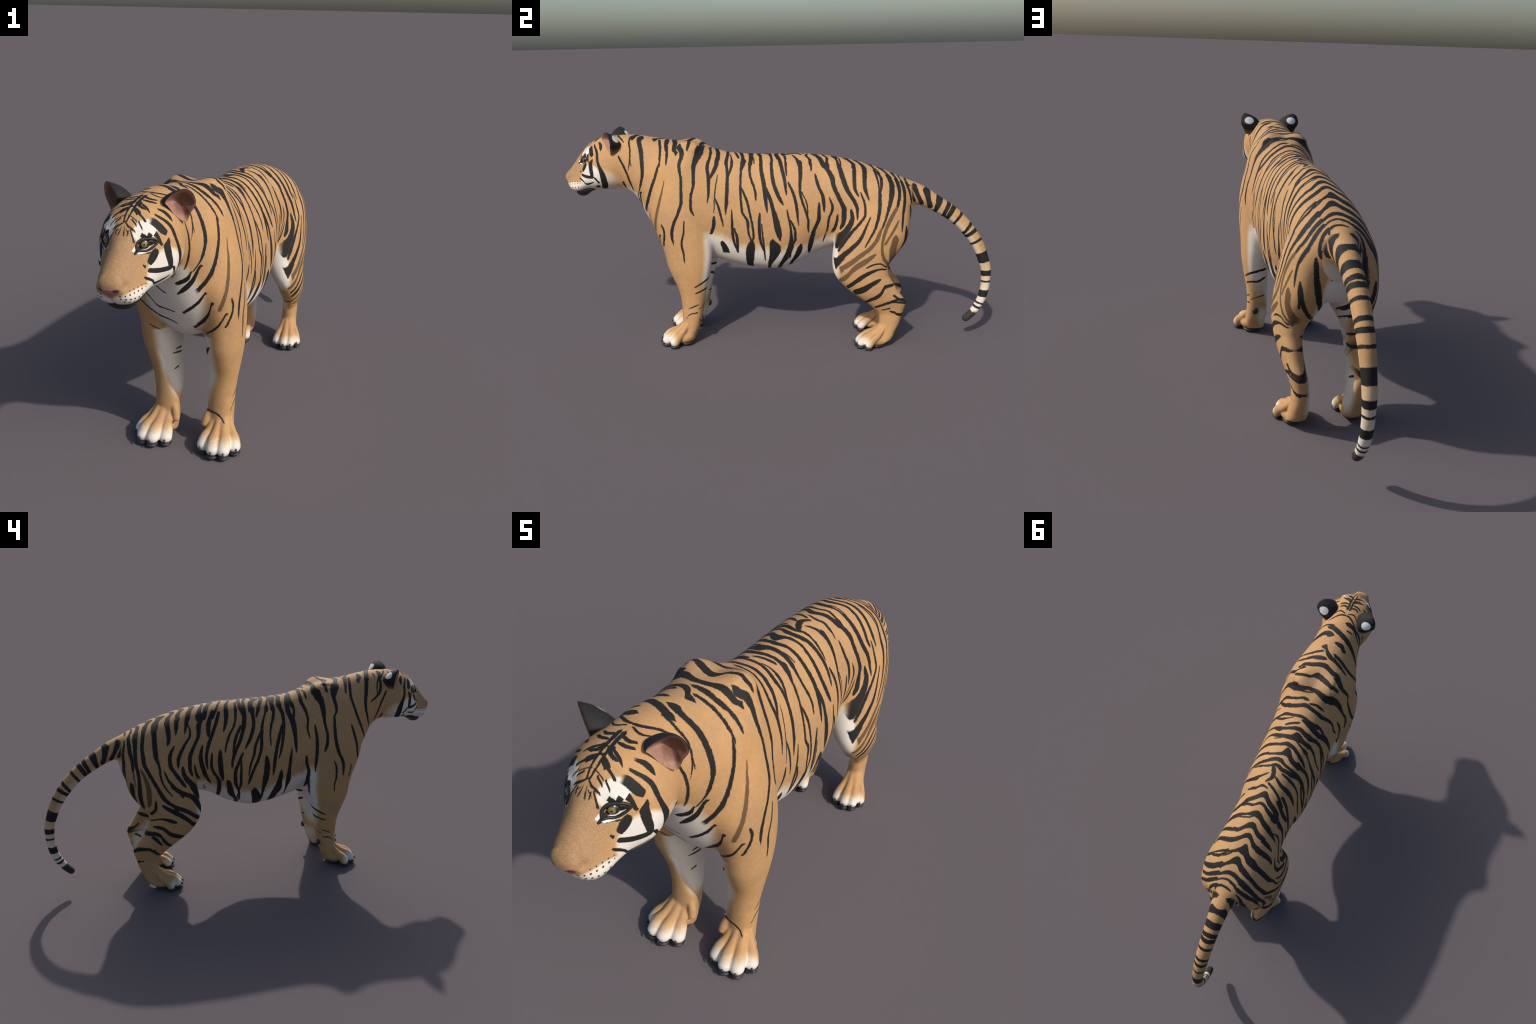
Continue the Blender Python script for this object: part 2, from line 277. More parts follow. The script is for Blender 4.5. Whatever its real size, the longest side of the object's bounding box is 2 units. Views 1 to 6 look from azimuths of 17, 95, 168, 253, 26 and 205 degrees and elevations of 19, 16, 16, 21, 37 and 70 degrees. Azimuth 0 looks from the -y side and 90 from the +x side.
stripe("flank", "black", (1.803, 0.587, 0.0024), (2.205, 0.582, 0.0049), (2.390, 0.567, 0.0041))
stripe("shank", "brown", (0.298, 0.340, 0.0119), (0.322, 0.360, 0.0149), (0.355, 0.399, 0.0153), (0.408, 0.435, 0.0148), (0.450, 0.465, 0.0053))
stripe("shank", "black", (0.408, 0.404, 0.0020), (0.437, 0.417, 0.0047), (0.466, 0.422, 0.0040), (0.502, 0.401, 0.0040))
stripe("shank", "black", (0.332, 0.310, 0.0124), (0.375, 0.347, 0.0134), (0.423, 0.379, 0.0099), (0.472, 0.394, 0.0046), (0.502, 0.390, 0.0038))
stripe("shank", "black", (0.367, 0.284, 0.0173), (0.401, 0.299, 0.0176), (0.444, 0.329, 0.0130), (0.478, 0.348, 0.0035))
stripe("shank", "black", (0.414, 0.227, 0.0099), (0.423, 0.236, 0.0102), (0.475, 0.272, 0.0130), (0.487, 0.292, 0.0153), (0.498, 0.311, 0.0103), (0.534, 0.315, 0.0055))
stripe("shank", "black", (0.539, 0.266, 0.0062), (0.565, 0.245, 0.0071), (0.587, 0.236, 0.0085), (0.594, 0.229, 0.0094))
stripe("shank", "black", (0.459, 0.203, 0.0072), (0.497, 0.222, 0.0075), (0.536, 0.234, 0.0059), (0.578, 0.227, 0.0054), (0.595, 0.221, 0.0051))
stripe("shank", "black", (0.486, 0.189, 0.0026), (0.523, 0.200, 0.0040))
stripe("shank", "black", (0.526, 0.183, 0.0054), (0.546, 0.177, 0.0067))
stripe("shank", "black", (0.551, 0.170, 0.0051), (0.579, 0.162, 0.0084), (0.582, 0.165, 0.0071))
stripe("flank", "black", (-0.747, -0.624, 0.0052), (-0.657, -0.610, 0.0076), (-0.469, -0.596, 0.0092), (-0.340, -0.605, 0.0099), (-0.087, -0.632, 0.0124), (0.101, -0.659, 0.0131))
stripe("flank", "black", (-1.161, -0.616, 0.0054), (-1.116, -0.618, 0.0072), (-1.103, -0.606, 0.0074), (-1.073, -0.600, 0.0075), (-0.871, -0.570, 0.0088), (-0.576, -0.532, 0.0078), (-0.447, -0.519, 0.0077), (-0.421, -0.517, 0.0076), (-0.110, -0.534, 0.0081))
stripe("flank", "black", (-1.822, -0.551, 0.0058), (-1.632, -0.542, 0.0064), (-1.352, -0.535, 0.0077), (-1.041, -0.520, 0.0085), (-0.809, -0.505, 0.0026))
stripe("flank", "black", (-0.331, -0.493, 0.0018), (-0.091, -0.516, 0.0097))
stripe("flank", "black", (-2.110, -0.460, 0.0026), (-1.823, -0.458, 0.0083), (-1.400, -0.427, 0.0089), (-0.855, -0.415, 0.0074), (-0.672, -0.416, 0.0060), (-0.578, -0.429, 0.0070), (-0.420, -0.424, 0.0100), (-0.283, -0.428, 0.0166), (-0.263, -0.433, 0.0153))
stripe("flank", "black", (-0.346, -0.394, 0.0016), (-0.303, -0.390, 0.0068), (-0.262, -0.392, 0.0091))
stripe("flank", "black", (-1.451, -0.364, 0.0016), (-1.233, -0.375, 0.0079), (-1.014, -0.378, 0.0065), (-0.752, -0.368, 0.0066), (-0.393, -0.360, 0.0134), (-0.272, -0.343, 0.0127))
stripe("flank", "black", (-1.039, -0.292, 0.0016), (-0.753, -0.281, 0.0058), (-0.609, -0.287, 0.0063), (-0.264, -0.266, 0.0084))
stripe("flank", "black", (-2.090, -0.321, 0.0014), (-1.278, -0.327, 0.0085), (-0.996, -0.325, 0.0074), (-0.729, -0.318, 0.0026))
stripe("flank", "black", (-0.171, -0.577, 0.0081), (-0.119, -0.590, 0.0104), (-0.090, -0.589, 0.0110))
stripe("flank", "black", (-2.389, -0.416, 0.0015), (-2.288, -0.414, 0.0036), (-2.156, -0.422, 0.0054), (-1.955, -0.422, 0.0056), (-1.703, -0.409, 0.0022))
stripe("flank", "black", (-2.199, -0.496, 0.0035), (-2.052, -0.503, 0.0042), (-1.880, -0.504, 0.0021))
stripe("flank", "black", (-0.343, -0.665, 0.0036), (-0.259, -0.670, 0.0048), (-0.175, -0.691, 0.0085), (-0.091, -0.698, 0.0121))
stripe("flank", "black", (-0.427, -0.632, 0.0039), (-0.350, -0.675, 0.0082), (-0.261, -0.689, 0.0065), (-0.175, -0.691, 0.0043))
stripe("flank", "black", (-0.170, -0.666, 0.0026), (-0.105, -0.665, 0.0049))
stripe("flank", "black", (-2.852, -0.301, 0.0067), (-2.441, -0.294, 0.0079), (-2.117, -0.293, 0.0082), (-1.838, -0.279, 0.0085), (-1.523, -0.273, 0.0038))
stripe("flank", "black", (-2.828, -0.176, 0.0025), (-2.528, -0.180, 0.0055), (-2.305, -0.185, 0.0136), (-1.990, -0.186, 0.0105), (-1.222, -0.198, 0.0016))
stripe("flank", "black", (-2.941, -0.108, 0.0094), (-2.641, -0.117, 0.0208), (-2.266, -0.138, 0.0149), (-1.920, -0.145, 0.0029))
stripe("flank", "black", (-1.402, -0.221, 0.0016), (-0.862, -0.217, 0.0107), (-0.571, -0.210, 0.0149), (-0.377, -0.195, 0.0123), (-0.289, -0.199, 0.0102))
stripe("flank", "black", (-0.513, -0.221, 0.0063), (-0.333, -0.226, 0.0066), (-0.268, -0.224, 0.0063))
stripe("flank", "black", (-1.533, -0.131, 0.0022), (-1.015, -0.152, 0.0074), (-0.454, -0.166, 0.0092), (-0.264, -0.152, 0.0111))
stripe("flank", "black", (-2.052, -0.102, 0.0022), (-1.655, -0.109, 0.0093), (-1.307, -0.117, 0.0094), (-0.960, -0.132, 0.0094), (-0.636, -0.155, 0.0054))
stripe("flank", "black", (-1.118, -0.094, 0.0013), (-0.877, -0.091, 0.0046), (-0.646, -0.100, 0.0063), (-0.451, -0.118, 0.0083), (-0.300, -0.124, 0.0093), (-0.268, -0.122, 0.0105))
stripe("flank", "black", (-2.240, 0.023, 0.0022), (-1.997, 0.010, 0.0085), (-1.206, -0.041, 0.0081), (-0.692, -0.052, 0.0086), (-0.534, -0.062, 0.0066), (-0.361, -0.083, 0.0058), (-0.279, -0.088, 0.0062))
stripe("flank", "black", (-1.991, 0.023, 0.0021), (-1.621, 0.012, 0.0059), (-1.309, -0.005, 0.0067), (-1.026, -0.016, 0.0076), (-0.759, -0.043, 0.0062))
stripe("flank", "black", (-0.461, -0.030, 0.0016), (-0.270, -0.055, 0.0095))
stripe("flank", "black", (-1.118, 0.038, 0.0029), (-0.757, 0.000, 0.0103), (-0.547, -0.016, 0.0089), (-0.366, -0.018, 0.0096), (-0.281, -0.022, 0.0111))
stripe("flank", "black", (-1.710, 0.104, 0.0015), (-1.399, 0.099, 0.0077), (-1.256, 0.091, 0.0086), (-1.124, 0.083, 0.0095), (-0.857, 0.057, 0.0094), (-0.468, 0.028, 0.0114), (-0.274, 0.020, 0.0071))
stripe("flank", "black", (-0.407, 0.032, 0.0036), (-0.280, 0.035, 0.0066))
stripe("flank", "black", (-1.240, 0.096, 0.0050), (-1.004, 0.090, 0.0071), (-0.770, 0.076, 0.0086), (-0.581, 0.051, 0.0070))
stripe("flank", "black", (-1.161, 0.134, 0.0012), (-0.933, 0.127, 0.0055), (-0.837, 0.119, 0.0060), (-0.749, 0.112, 0.0065), (-0.536, 0.080, 0.0059), (-0.334, 0.065, 0.0070), (-0.268, 0.063, 0.0070))
stripe("flank", "black", (-0.644, 0.135, 0.0013), (-0.415, 0.115, 0.0105), (-0.270, 0.108, 0.0121))
stripe("flank", "black", (-1.750, 0.217, 0.0012), (-1.314, 0.225, 0.0069), (-1.022, 0.219, 0.0082), (-0.810, 0.206, 0.0097), (-0.291, 0.146, 0.0087))
stripe("flank", "black", (-0.680, 0.208, 0.0062), (-0.447, 0.201, 0.0114), (-0.297, 0.180, 0.0129), (-0.269, 0.173, 0.0132))
stripe("flank", "black", (-1.912, 0.293, 0.0026), (-1.558, 0.306, 0.0095), (-1.168, 0.304, 0.0100), (-0.880, 0.282, 0.0093), (-0.633, 0.255, 0.0090), (-0.477, 0.250, 0.0128), (-0.275, 0.221, 0.0093))
stripe("flank", "black", (-0.356, 0.251, 0.0088), (-0.272, 0.247, 0.0102))
stripe("flank", "black", (-0.611, 0.322, 0.0015), (-0.261, 0.295, 0.0103))
stripe("flank", "black", (-1.489, 0.366, 0.0027), (-1.136, 0.357, 0.0096), (-0.880, 0.332, 0.0086), (-0.556, 0.294, 0.0050), (-0.427, 0.298, 0.0024))
stripe("flank", "black", (-2.204, 0.145, 0.0016), (-1.742, 0.156, 0.0118), (-1.334, 0.159, 0.0116), (-1.042, 0.157, 0.0019))
stripe("flank", "black", (-2.999, 0.155, 0.0042), (-2.699, 0.157, 0.0092), (-2.210, 0.163, 0.0098), (-1.857, 0.190, 0.0075), (-1.460, 0.201, 0.0069), (-1.111, 0.197, 0.0030))
stripe("flank", "black", (-2.440, 0.197, 0.0021), (-2.140, 0.220, 0.0098), (-1.673, 0.241, 0.0113), (-1.178, 0.252, 0.0099), (-0.866, 0.241, 0.0020))
stripe("flank", "black", (-2.731, 0.226, 0.0089), (-1.873, 0.273, 0.0066), (-1.437, 0.283, 0.0015))
stripe("flank", "black", (-2.768, 0.057, 0.0027), (-2.468, 0.066, 0.0061), (-2.223, 0.084, 0.0088), (-1.888, 0.088, 0.0089), (-1.528, 0.071, 0.0087), (-1.221, 0.049, 0.0056))
stripe("flank", "black", (-2.768, 0.070, 0.0021), (-2.468, 0.066, 0.0046), (-2.191, 0.060, 0.0066), (-1.398, 0.059, 0.0035))
stripe("flank", "black", (-3.047, 0.065, 0.0053), (-2.747, 0.074, 0.0119), (-2.641, 0.094, 0.0174), (-2.386, 0.110, 0.0148), (-2.146, 0.120, 0.0077))
stripe("flank", "black", (-2.766, -0.050, 0.0036), (-2.466, -0.054, 0.0079), (-2.049, -0.066, 0.0165), (-1.710, -0.071, 0.0144), (-1.379, -0.068, 0.0026))
stripe("flank", "black", (-2.983, -0.109, 0.0070), (-2.683, -0.118, 0.0155), (-2.534, -0.131, 0.0222), (-2.242, -0.141, 0.0106), (-1.903, -0.144, 0.0022))
stripe("flank", "black", (-2.909, -0.034, 0.0107), (-2.609, -0.025, 0.0237), (-2.411, -0.010, 0.0156))
stripe("flank", "black", (-0.617, 0.363, 0.0015), (-0.297, 0.349, 0.0107))
stripe("flank", "black", (-0.834, 0.407, 0.0018), (-0.665, 0.398, 0.0094), (-0.275, 0.395, 0.0119))
stripe("flank", "black", (-2.143, 0.403, 0.0018), (-1.929, 0.436, 0.0052), (-1.660, 0.452, 0.0053), (-1.370, 0.455, 0.0065), (-1.045, 0.466, 0.0117), (-0.480, 0.461, 0.0119), (-0.311, 0.450, 0.0157))
stripe("flank", "black", (-0.654, 0.466, 0.0041), (-0.411, 0.468, 0.0059), (-0.309, 0.463, 0.0064))
stripe("flank", "black", (-2.338, 0.385, 0.0142), (-2.222, 0.431, 0.0128), (-2.066, 0.457, 0.0108), (-1.924, 0.472, 0.0095), (-1.515, 0.506, 0.0094), (-1.177, 0.524, 0.0095), (-0.848, 0.524, 0.0088), (-0.465, 0.512, 0.0090), (-0.267, 0.501, 0.0121))
stripe("shank", "black", (-0.394, 0.451, 0.0097), (-0.331, 0.416, 0.0123), (-0.284, 0.375, 0.0131))
stripe("flank", "black", (-2.472, 0.537, 0.0063), (-2.196, 0.550, 0.0100), (-1.566, 0.552, 0.0074), (-1.211, 0.559, 0.0079), (-0.795, 0.555, 0.0091), (-0.369, 0.545, 0.0133), (-0.261, 0.540, 0.0141))
stripe("flank", "black", (-1.438, 0.575, 0.0045), (-1.092, 0.574, 0.0080), (-0.704, 0.579, 0.0089), (-0.334, 0.575, 0.0079), (-0.282, 0.572, 0.0082))
stripe("flank", "brown", (-1.958, 0.570, 0.0026), (-1.438, 0.575, 0.0045))
stripe("flank", "black", (-2.431, 0.604, 0.0034), (-1.433, 0.610, 0.0054), (-1.015, 0.609, 0.0054), (-0.727, 0.607, 0.0054), (-0.326, 0.594, 0.0029))
stripe("flank", "black", (-2.044, 0.335, 0.0029), (-1.865, 0.356, 0.0100), (-1.608, 0.383, 0.0102), (-1.320, 0.403, 0.0101), (-1.057, 0.399, 0.0095), (-0.838, 0.376, 0.0027))
stripe("flank", "black", (-2.420, 0.266, 0.0079), (-2.060, 0.305, 0.0131), (-1.736, 0.338, 0.0111), (-1.444, 0.344, 0.0027))
stripe("flank", "black", (-2.140, 0.351, 0.0154), (-1.990, 0.389, 0.0128), (-1.863, 0.406, 0.0089), (-1.795, 0.415, 0.0073), (-1.484, 0.437, 0.0019))
stripe("shank", "black", (-0.360, 0.517, 0.0103), (-0.310, 0.485, 0.0147), (-0.279, 0.445, 0.0268), (-0.258, 0.402, 0.0174))
stripe("flank", "brown", (-2.355, 0.516, 0.0036), (-2.234, 0.511, 0.0104), (-1.957, 0.512, 0.0118), (-1.687, 0.522, 0.0085), (-1.379, 0.541, 0.0031))
stripe("flank", "black", (-2.494, 0.566, 0.0048), (-2.192, 0.582, 0.0098), (-1.869, 0.583, 0.0029))
stripe("flank", "black", (-2.490, 0.507, 0.0068), (-2.354, 0.485, 0.0072), (-2.198, 0.483, 0.0029))
stripe("shank", "black", (-0.454, 0.465, 0.0053), (-0.429, 0.446, 0.0114), (-0.348, 0.388, 0.0144), (-0.306, 0.342, 0.0144))
stripe("shank", "black", (-0.508, 0.383, 0.0038), (-0.494, 0.389, 0.0041), (-0.464, 0.395, 0.0046), (-0.417, 0.382, 0.0103), (-0.388, 0.370, 0.0028))
stripe("shank", "black", (-0.500, 0.356, 0.0031), (-0.462, 0.348, 0.0102), (-0.420, 0.310, 0.0140), (-0.363, 0.282, 0.0116))
stripe("shank", "black", (-0.535, 0.320, 0.0110), (-0.519, 0.321, 0.0112), (-0.473, 0.311, 0.0112), (-0.462, 0.292, 0.0151), (-0.450, 0.272, 0.0135), (-0.417, 0.233, 0.0115))
stripe("shank", "black", (-0.507, 0.302, 0.0083), (-0.486, 0.284, 0.0142), (-0.465, 0.256, 0.0063))
stripe("shank", "black", (-0.596, 0.223, 0.0095), (-0.586, 0.231, 0.0072), (-0.571, 0.236, 0.0081), (-0.533, 0.238, 0.0081), (-0.494, 0.209, 0.0098), (-0.473, 0.192, 0.0040))
stripe("flank", "black", (-0.327, -0.434, 0.0138), (-0.240, -0.451, 0.0154), (-0.157, -0.456, 0.0139), (-0.010, -0.473, 0.0119), (0.199, -0.459, 0.0115), (0.284, -0.459, 0.0106), (0.327, -0.448, 0.0099))
stripe("flank", "black", (-0.330, -0.388, 0.0031), (-0.220, -0.387, 0.0087), (-0.124, -0.400, 0.0136), (0.024, -0.418, 0.0142), (0.102, -0.399, 0.0071), (0.146, -0.395, 0.0073), (0.209, -0.392, 0.0078), (0.323, -0.396, 0.0052))
stripe("flank", "black", (-0.316, -0.349, 0.0152), (-0.211, -0.336, 0.0129), (-0.013, -0.350, 0.0092), (0.041, -0.350, 0.0088), (0.136, -0.341, 0.0100), (0.208, -0.338, 0.0109), (0.315, -0.347, 0.0119))
stripe("flank", "black", (-0.026, -0.340, 0.0020), (0.138, -0.330, 0.0036), (0.226, -0.330, 0.0030))
stripe("flank", "black", (-0.018, -0.302, 0.0015), (0.064, -0.305, 0.0065), (0.203, -0.297, 0.0061), (0.308, -0.300, 0.0062))
stripe("flank", "black", (-0.338, -0.269, 0.0081), (-0.132, -0.271, 0.0085), (-0.004, -0.277, 0.0100), (0.147, -0.265, 0.0097), (0.240, -0.263, 0.0097), (0.321, -0.266, 0.0089))
stripe("flank", "black", (-0.297, -0.295, 0.0015), (-0.152, -0.296, 0.0059), (-0.042, -0.290, 0.0039))
stripe("flank", "black", (-0.326, -0.219, 0.0088), (-0.187, -0.216, 0.0096), (0.008, -0.225, 0.0076), (0.137, -0.222, 0.0071), (0.327, -0.225, 0.0080))
stripe("flank", "black", (0.113, -0.213, 0.0024), (0.198, -0.204, 0.0039), (0.303, -0.197, 0.0052))
stripe("flank", "black", (-0.309, -0.195, 0.0109), (-0.168, -0.201, 0.0087), (-0.043, -0.211, 0.0053))
stripe("flank", "black", (-0.334, -0.158, 0.0098), (-0.197, -0.158, 0.0120), (-0.050, -0.167, 0.0104), (0.180, -0.152, 0.0078), (0.332, -0.149, 0.0112))
stripe("flank", "black", (-0.022, -0.195, 0.0027), (0.084, -0.184, 0.0070), (0.195, -0.171, 0.0053))
stripe("flank", "black", (-0.336, -0.120, 0.0105), (-0.228, -0.122, 0.0108), (-0.046, -0.130, 0.0216), (0.029, -0.119, 0.0125), (0.082, -0.116, 0.0110), (0.321, -0.114, 0.0086))
stripe("flank", "black", (0.111, -0.111, 0.0042), (0.199, -0.103, 0.0035), (0.307, -0.097, 0.0026))
stripe("flank", "black", (-0.337, -0.090, 0.0082), (-0.208, -0.098, 0.0054), (-0.095, -0.110, 0.0033))
stripe("flank", "black", (-0.319, -0.047, 0.0095), (0.019, -0.083, 0.0107), (0.148, -0.072, 0.0077), (0.296, -0.067, 0.0076))
stripe("flank", "black", (-0.322, -0.012, 0.0128), (-0.163, -0.020, 0.0131), (-0.019, -0.049, 0.0215), (0.061, -0.031, 0.0084), (0.091, -0.028, 0.0077), (0.188, -0.021, 0.0063), (0.335, -0.017, 0.0055))
stripe("flank", "black", (-0.291, 0.018, 0.0064), (-0.102, 0.013, 0.0069), (0.030, -0.002, 0.0109), (0.300, 0.024, 0.0075))
stripe("flank", "black", (-0.328, 0.030, 0.0087), (-0.094, 0.037, 0.0102), (0.049, 0.025, 0.0082), (0.155, 0.039, 0.0061), (0.302, 0.045, 0.0047))
stripe("flank", "black", (-0.331, -0.494, 0.0047), (-0.158, -0.511, 0.0067), (0.011, -0.531, 0.0129), (0.069, -0.560, 0.0129))
stripe("flank", "black", (-0.160, -0.532, 0.0069), (-0.067, -0.540, 0.0038))
stripe("flank", "black", (0.084, -0.540, 0.0030), (0.142, -0.534, 0.0039))
stripe("flank", "black", (0.028, -0.504, 0.0094), (0.102, -0.502, 0.0113), (0.265, -0.498, 0.0060), (0.315, -0.491, 0.0048))
stripe("flank", "black", (-0.154, -0.577, 0.0092), (-0.110, -0.588, 0.0104), (-0.035, -0.591, 0.0068))
stripe("flank", "black", (0.099, 0.071, 0.0030), (0.208, 0.093, 0.0073), (0.330, 0.106, 0.0083))
stripe("flank", "black", (0.003, 0.140, 0.0026), (0.095, 0.135, 0.0064), (0.212, 0.153, 0.0079), (0.306, 0.155, 0.0062))
stripe("flank", "black", (-0.325, 0.218, 0.0116), (-0.101, 0.193, 0.0134), (0.004, 0.170, 0.0154), (0.160, 0.198, 0.0124), (0.302, 0.213, 0.0100))
stripe("flank", "black", (-0.338, 0.243, 0.0118), (-0.173, 0.233, 0.0106), (0.004, 0.211, 0.0073), (0.146, 0.230, 0.0068), (0.314, 0.228, 0.0042))
stripe("flank", "black", (-0.322, 0.298, 0.0129), (-0.190, 0.286, 0.0131), (0.005, 0.260, 0.0150), (0.179, 0.275, 0.0062), (0.329, 0.282, 0.0068))
stripe("flank", "black", (0.033, 0.274, 0.0029), (0.120, 0.286, 0.0044), (0.323, 0.292, 0.0029))
stripe("flank", "black", (-0.305, 0.344, 0.0104), (-0.148, 0.335, 0.0116), (-0.013, 0.311, 0.0144), (0.245, 0.349, 0.0095), (0.317, 0.348, 0.0079))
stripe("flank", "black", (-0.305, 0.392, 0.0121), (-0.173, 0.384, 0.0123), (-0.025, 0.357, 0.0118), (0.172, 0.387, 0.0114), (0.263, 0.396, 0.0117), (0.310, 0.397, 0.0109))
stripe("flank", "black", (-0.308, 0.452, 0.0185), (-0.184, 0.443, 0.0174), (-0.041, 0.415, 0.0238), (0.040, 0.424, 0.0113), (0.197, 0.442, 0.0069), (0.333, 0.447, 0.0061))
stripe("flank", "black", (0.163, 0.448, 0.0034), (0.328, 0.466, 0.0049))
stripe("flank", "black", (-0.329, 0.504, 0.0124), (-0.144, 0.490, 0.0144), (-0.006, 0.468, 0.0176), (0.211, 0.496, 0.0089), (0.327, 0.511, 0.0107))
stripe("flank", "black", (-0.337, 0.546, 0.0115), (0.030, 0.524, 0.0091), (0.320, 0.544, 0.0060))
stripe("flank", "black", (-0.307, 0.577, 0.0072), (-0.110, 0.560, 0.0065), (0.091, 0.553, 0.0047), (0.309, 0.567, 0.0045))
stripe("flank", "black", (-0.148, 0.591, 0.0036), (0.045, 0.583, 0.0052), (0.245, 0.587, 0.0059), (0.322, 0.602, 0.0074))
stripe("flank", "black", (-0.333, 0.110, 0.0102), (-0.152, 0.102, 0.0089), (-0.033, 0.081, 0.0050))
stripe("flank", "black", (-0.333, 0.177, 0.0095), (-0.154, 0.144, 0.0069), (0.024, 0.117, 0.0059))
stripe("flank", "black", (-0.322, 0.064, 0.0074), (-0.105, 0.054, 0.0045))
stripe("flank", "black", (-0.326, 0.035, 0.0068), (-0.229, 0.041, 0.0072), (-0.017, 0.030, 0.0061))
stripe("spine", "black", (0.031, 0.022, 0.0075), (0.056, 0.011, 0.0109), (0.082, 0.004, 0.0101), (0.113, 0.022, 0.0047))
stripe("ring", "black", (0.011, 0.562, 0.0067), (0.054, 0.581, 0.0066), (0.101, 0.597, 0.0063))
stripe("ring", "black", (0.002, 0.528, 0.0115), (0.034, 0.549, 0.0102), (0.076, 0.571, 0.0125))
stripe("ring", "black", (-0.004, 0.487, 0.0131), (0.030, 0.506, 0.0125), (0.062, 0.519, 0.0154))
stripe("ring", "black", (-0.040, 0.452, 0.0094), (0.021, 0.460, 0.0092), (0.046, 0.462, 0.0118))
stripe("ring", "black", (-0.040, 0.453, 0.0066), (0.045, 0.448, 0.0068))
stripe("ring", "black", (-0.040, 0.405, 0.0101), (0.008, 0.412, 0.0097), (0.045, 0.412, 0.0104))
stripe("ring", "black", (-0.040, 0.386, 0.0110), (0.016, 0.388, 0.0109), (0.045, 0.383, 0.0111))
stripe("ring", "black", (-0.040, 0.338, 0.0069), (0.002, 0.344, 0.0067), (0.045, 0.341, 0.0075))
stripe("ring", "black", (-0.040, 0.267, 0.0085), (0.007, 0.280, 0.0080), (0.045, 0.282, 0.0085))
stripe("ring", "black", (-0.040, 0.250, 0.0095), (0.005, 0.249, 0.0093), (0.045, 0.242, 0.0096))
stripe("ring", "black", (-0.040, 0.199, 0.0065), (-0.003, 0.201, 0.0063), (0.045, 0.195, 0.0064))
stripe("ring", "black", (-0.040, 0.113, 0.0262), (0.045, 0.116, 0.0256))
stripe("ring", "black", (-0.040, 0.033, 0.0137), (0.002, 0.035, 0.0134), (0.045, 0.030, 0.0147))
stripe("ring", "black", (-0.040, -0.009, 0.0046), (0.002, -0.006, 0.0045), (0.045, -0.010, 0.0059))
stripe("ring", "black", (-0.040, -0.072, 0.0176), (0.045, -0.061, 0.0165))
stripe("ring", "black", (-0.040, -0.118, 0.0045), (0.045, -0.119, 0.0046))
stripe("ring", "black", (-0.040, -0.140, 0.0057), (0.045, -0.143, 0.0059))
stripe("chest", "black", (0.039, 0.678, 0.0068), (0.074, 0.698, 0.0093), (0.086, 0.721, 0.0045))
stripe("chest", "black", (0.033, 0.636, 0.0032), (0.080, 0.681, 0.0115), (0.109, 0.738, 0.0063))
stripe("chest", "black", (0.035, 0.556, 0.0057), (0.084, 0.597, 0.0070), (0.112, 0.636, 0.0052))
stripe("chest", "black", (0.053, 0.486, 0.0063), (0.107, 0.545, 0.0092), (0.127, 0.597, 0.0077))
stripe("chest", "black", (0.040, 0.433, 0.0039), (0.067, 0.438, 0.0035), (0.086, 0.460, 0.0035), (0.135, 0.503, 0.0063), (0.162, 0.550, 0.0057))
stripe("chest", "black", (-0.034, 0.658, 0.0035), (-0.007, 0.635, 0.0034))
stripe("chest", "black", (-0.093, 0.608, 0.0046), (-0.073, 0.590, 0.0050), (-0.055, 0.569, 0.0042), (-0.023, 0.565, 0.0029), (0.004, 0.557, 0.0023))
stripe("chest", "black", (-0.130, 0.571, 0.0033), (-0.071, 0.524, 0.0046), (-0.033, 0.516, 0.0036), (-0.001, 0.501, 0.0030))
stripe("chest", "black", (-0.116, 0.469, 0.0021), (-0.096, 0.457, 0.0030), (-0.076, 0.438, 0.0036), (-0.065, 0.423, 0.0029), (-0.060, 0.409, 0.0025))
stripe("rump", "black", (0.456, 0.040, 0.0090), (0.493, 0.056, 0.0106), (0.539, 0.069, 0.0127), (0.610, 0.082, 0.0096), (0.672, 0.087, 0.0058))
stripe("rump", "black", (0.603, 0.029, 0.0088), (0.695, 0.067, 0.0089))
stripe("rump", "black", (0.425, 0.070, 0.0076), (0.446, 0.087, 0.0088), (0.520, 0.125, 0.0089), (0.580, 0.132, 0.0038))
stripe("hind", "black", (-0.890, 0.436, 0.0039), (-0.629, 0.461, 0.0058), (-0.431, 0.486, 0.0056))
stripe("hind", "black", (-1.448, 0.383, 0.0034), (-0.857, 0.401, 0.0041), (-0.331, 0.433, 0.0054))
stripe("hind", "black", (-0.649, 0.333, 0.0045), (-0.383, 0.342, 0.0050), (-0.162, 0.354, 0.0055))
stripe("hind", "black", (-1.391, 0.294, 0.0054), (-0.393, 0.303, 0.0054), (-0.137, 0.312, 0.0066))
stripe("hind", "black", (-1.383, 0.200, 0.0038), (-0.635, 0.216, 0.0040))
stripe("hind", "black", (0.060, 0.228, 0.0035), (0.333, 0.245, 0.0053), (1.367, 0.229, 0.0054), (1.985, 0.224, 0.0041))
stripe("hind", "black", (-0.021, 0.158, 0.0060), (0.322, 0.166, 0.0042), (0.660, 0.166, 0.0036))
stripe("fore", "black", (-2.075, 0.346, 0.0026), (-1.303, 0.337, 0.0037))
stripe("fore", "black", (-2.344, 0.334, 0.0026), (-1.338, 0.320, 0.0038))
stripe("fore", "black", (-2.232, 0.269, 0.0026), (-1.863, 0.271, 0.0031))
stripe("fore", "black", (-0.428, 0.343, 0.0058), (-0.037, 0.340, 0.0061), (1.125, 0.298, 0.0038))
stripe("fore", "black", (-0.455, 0.299, 0.0060), (-0.272, 0.295, 0.0065), (0.008, 0.284, 0.0064), (0.402, 0.280, 0.0050), (1.072, 0.266, 0.0042))
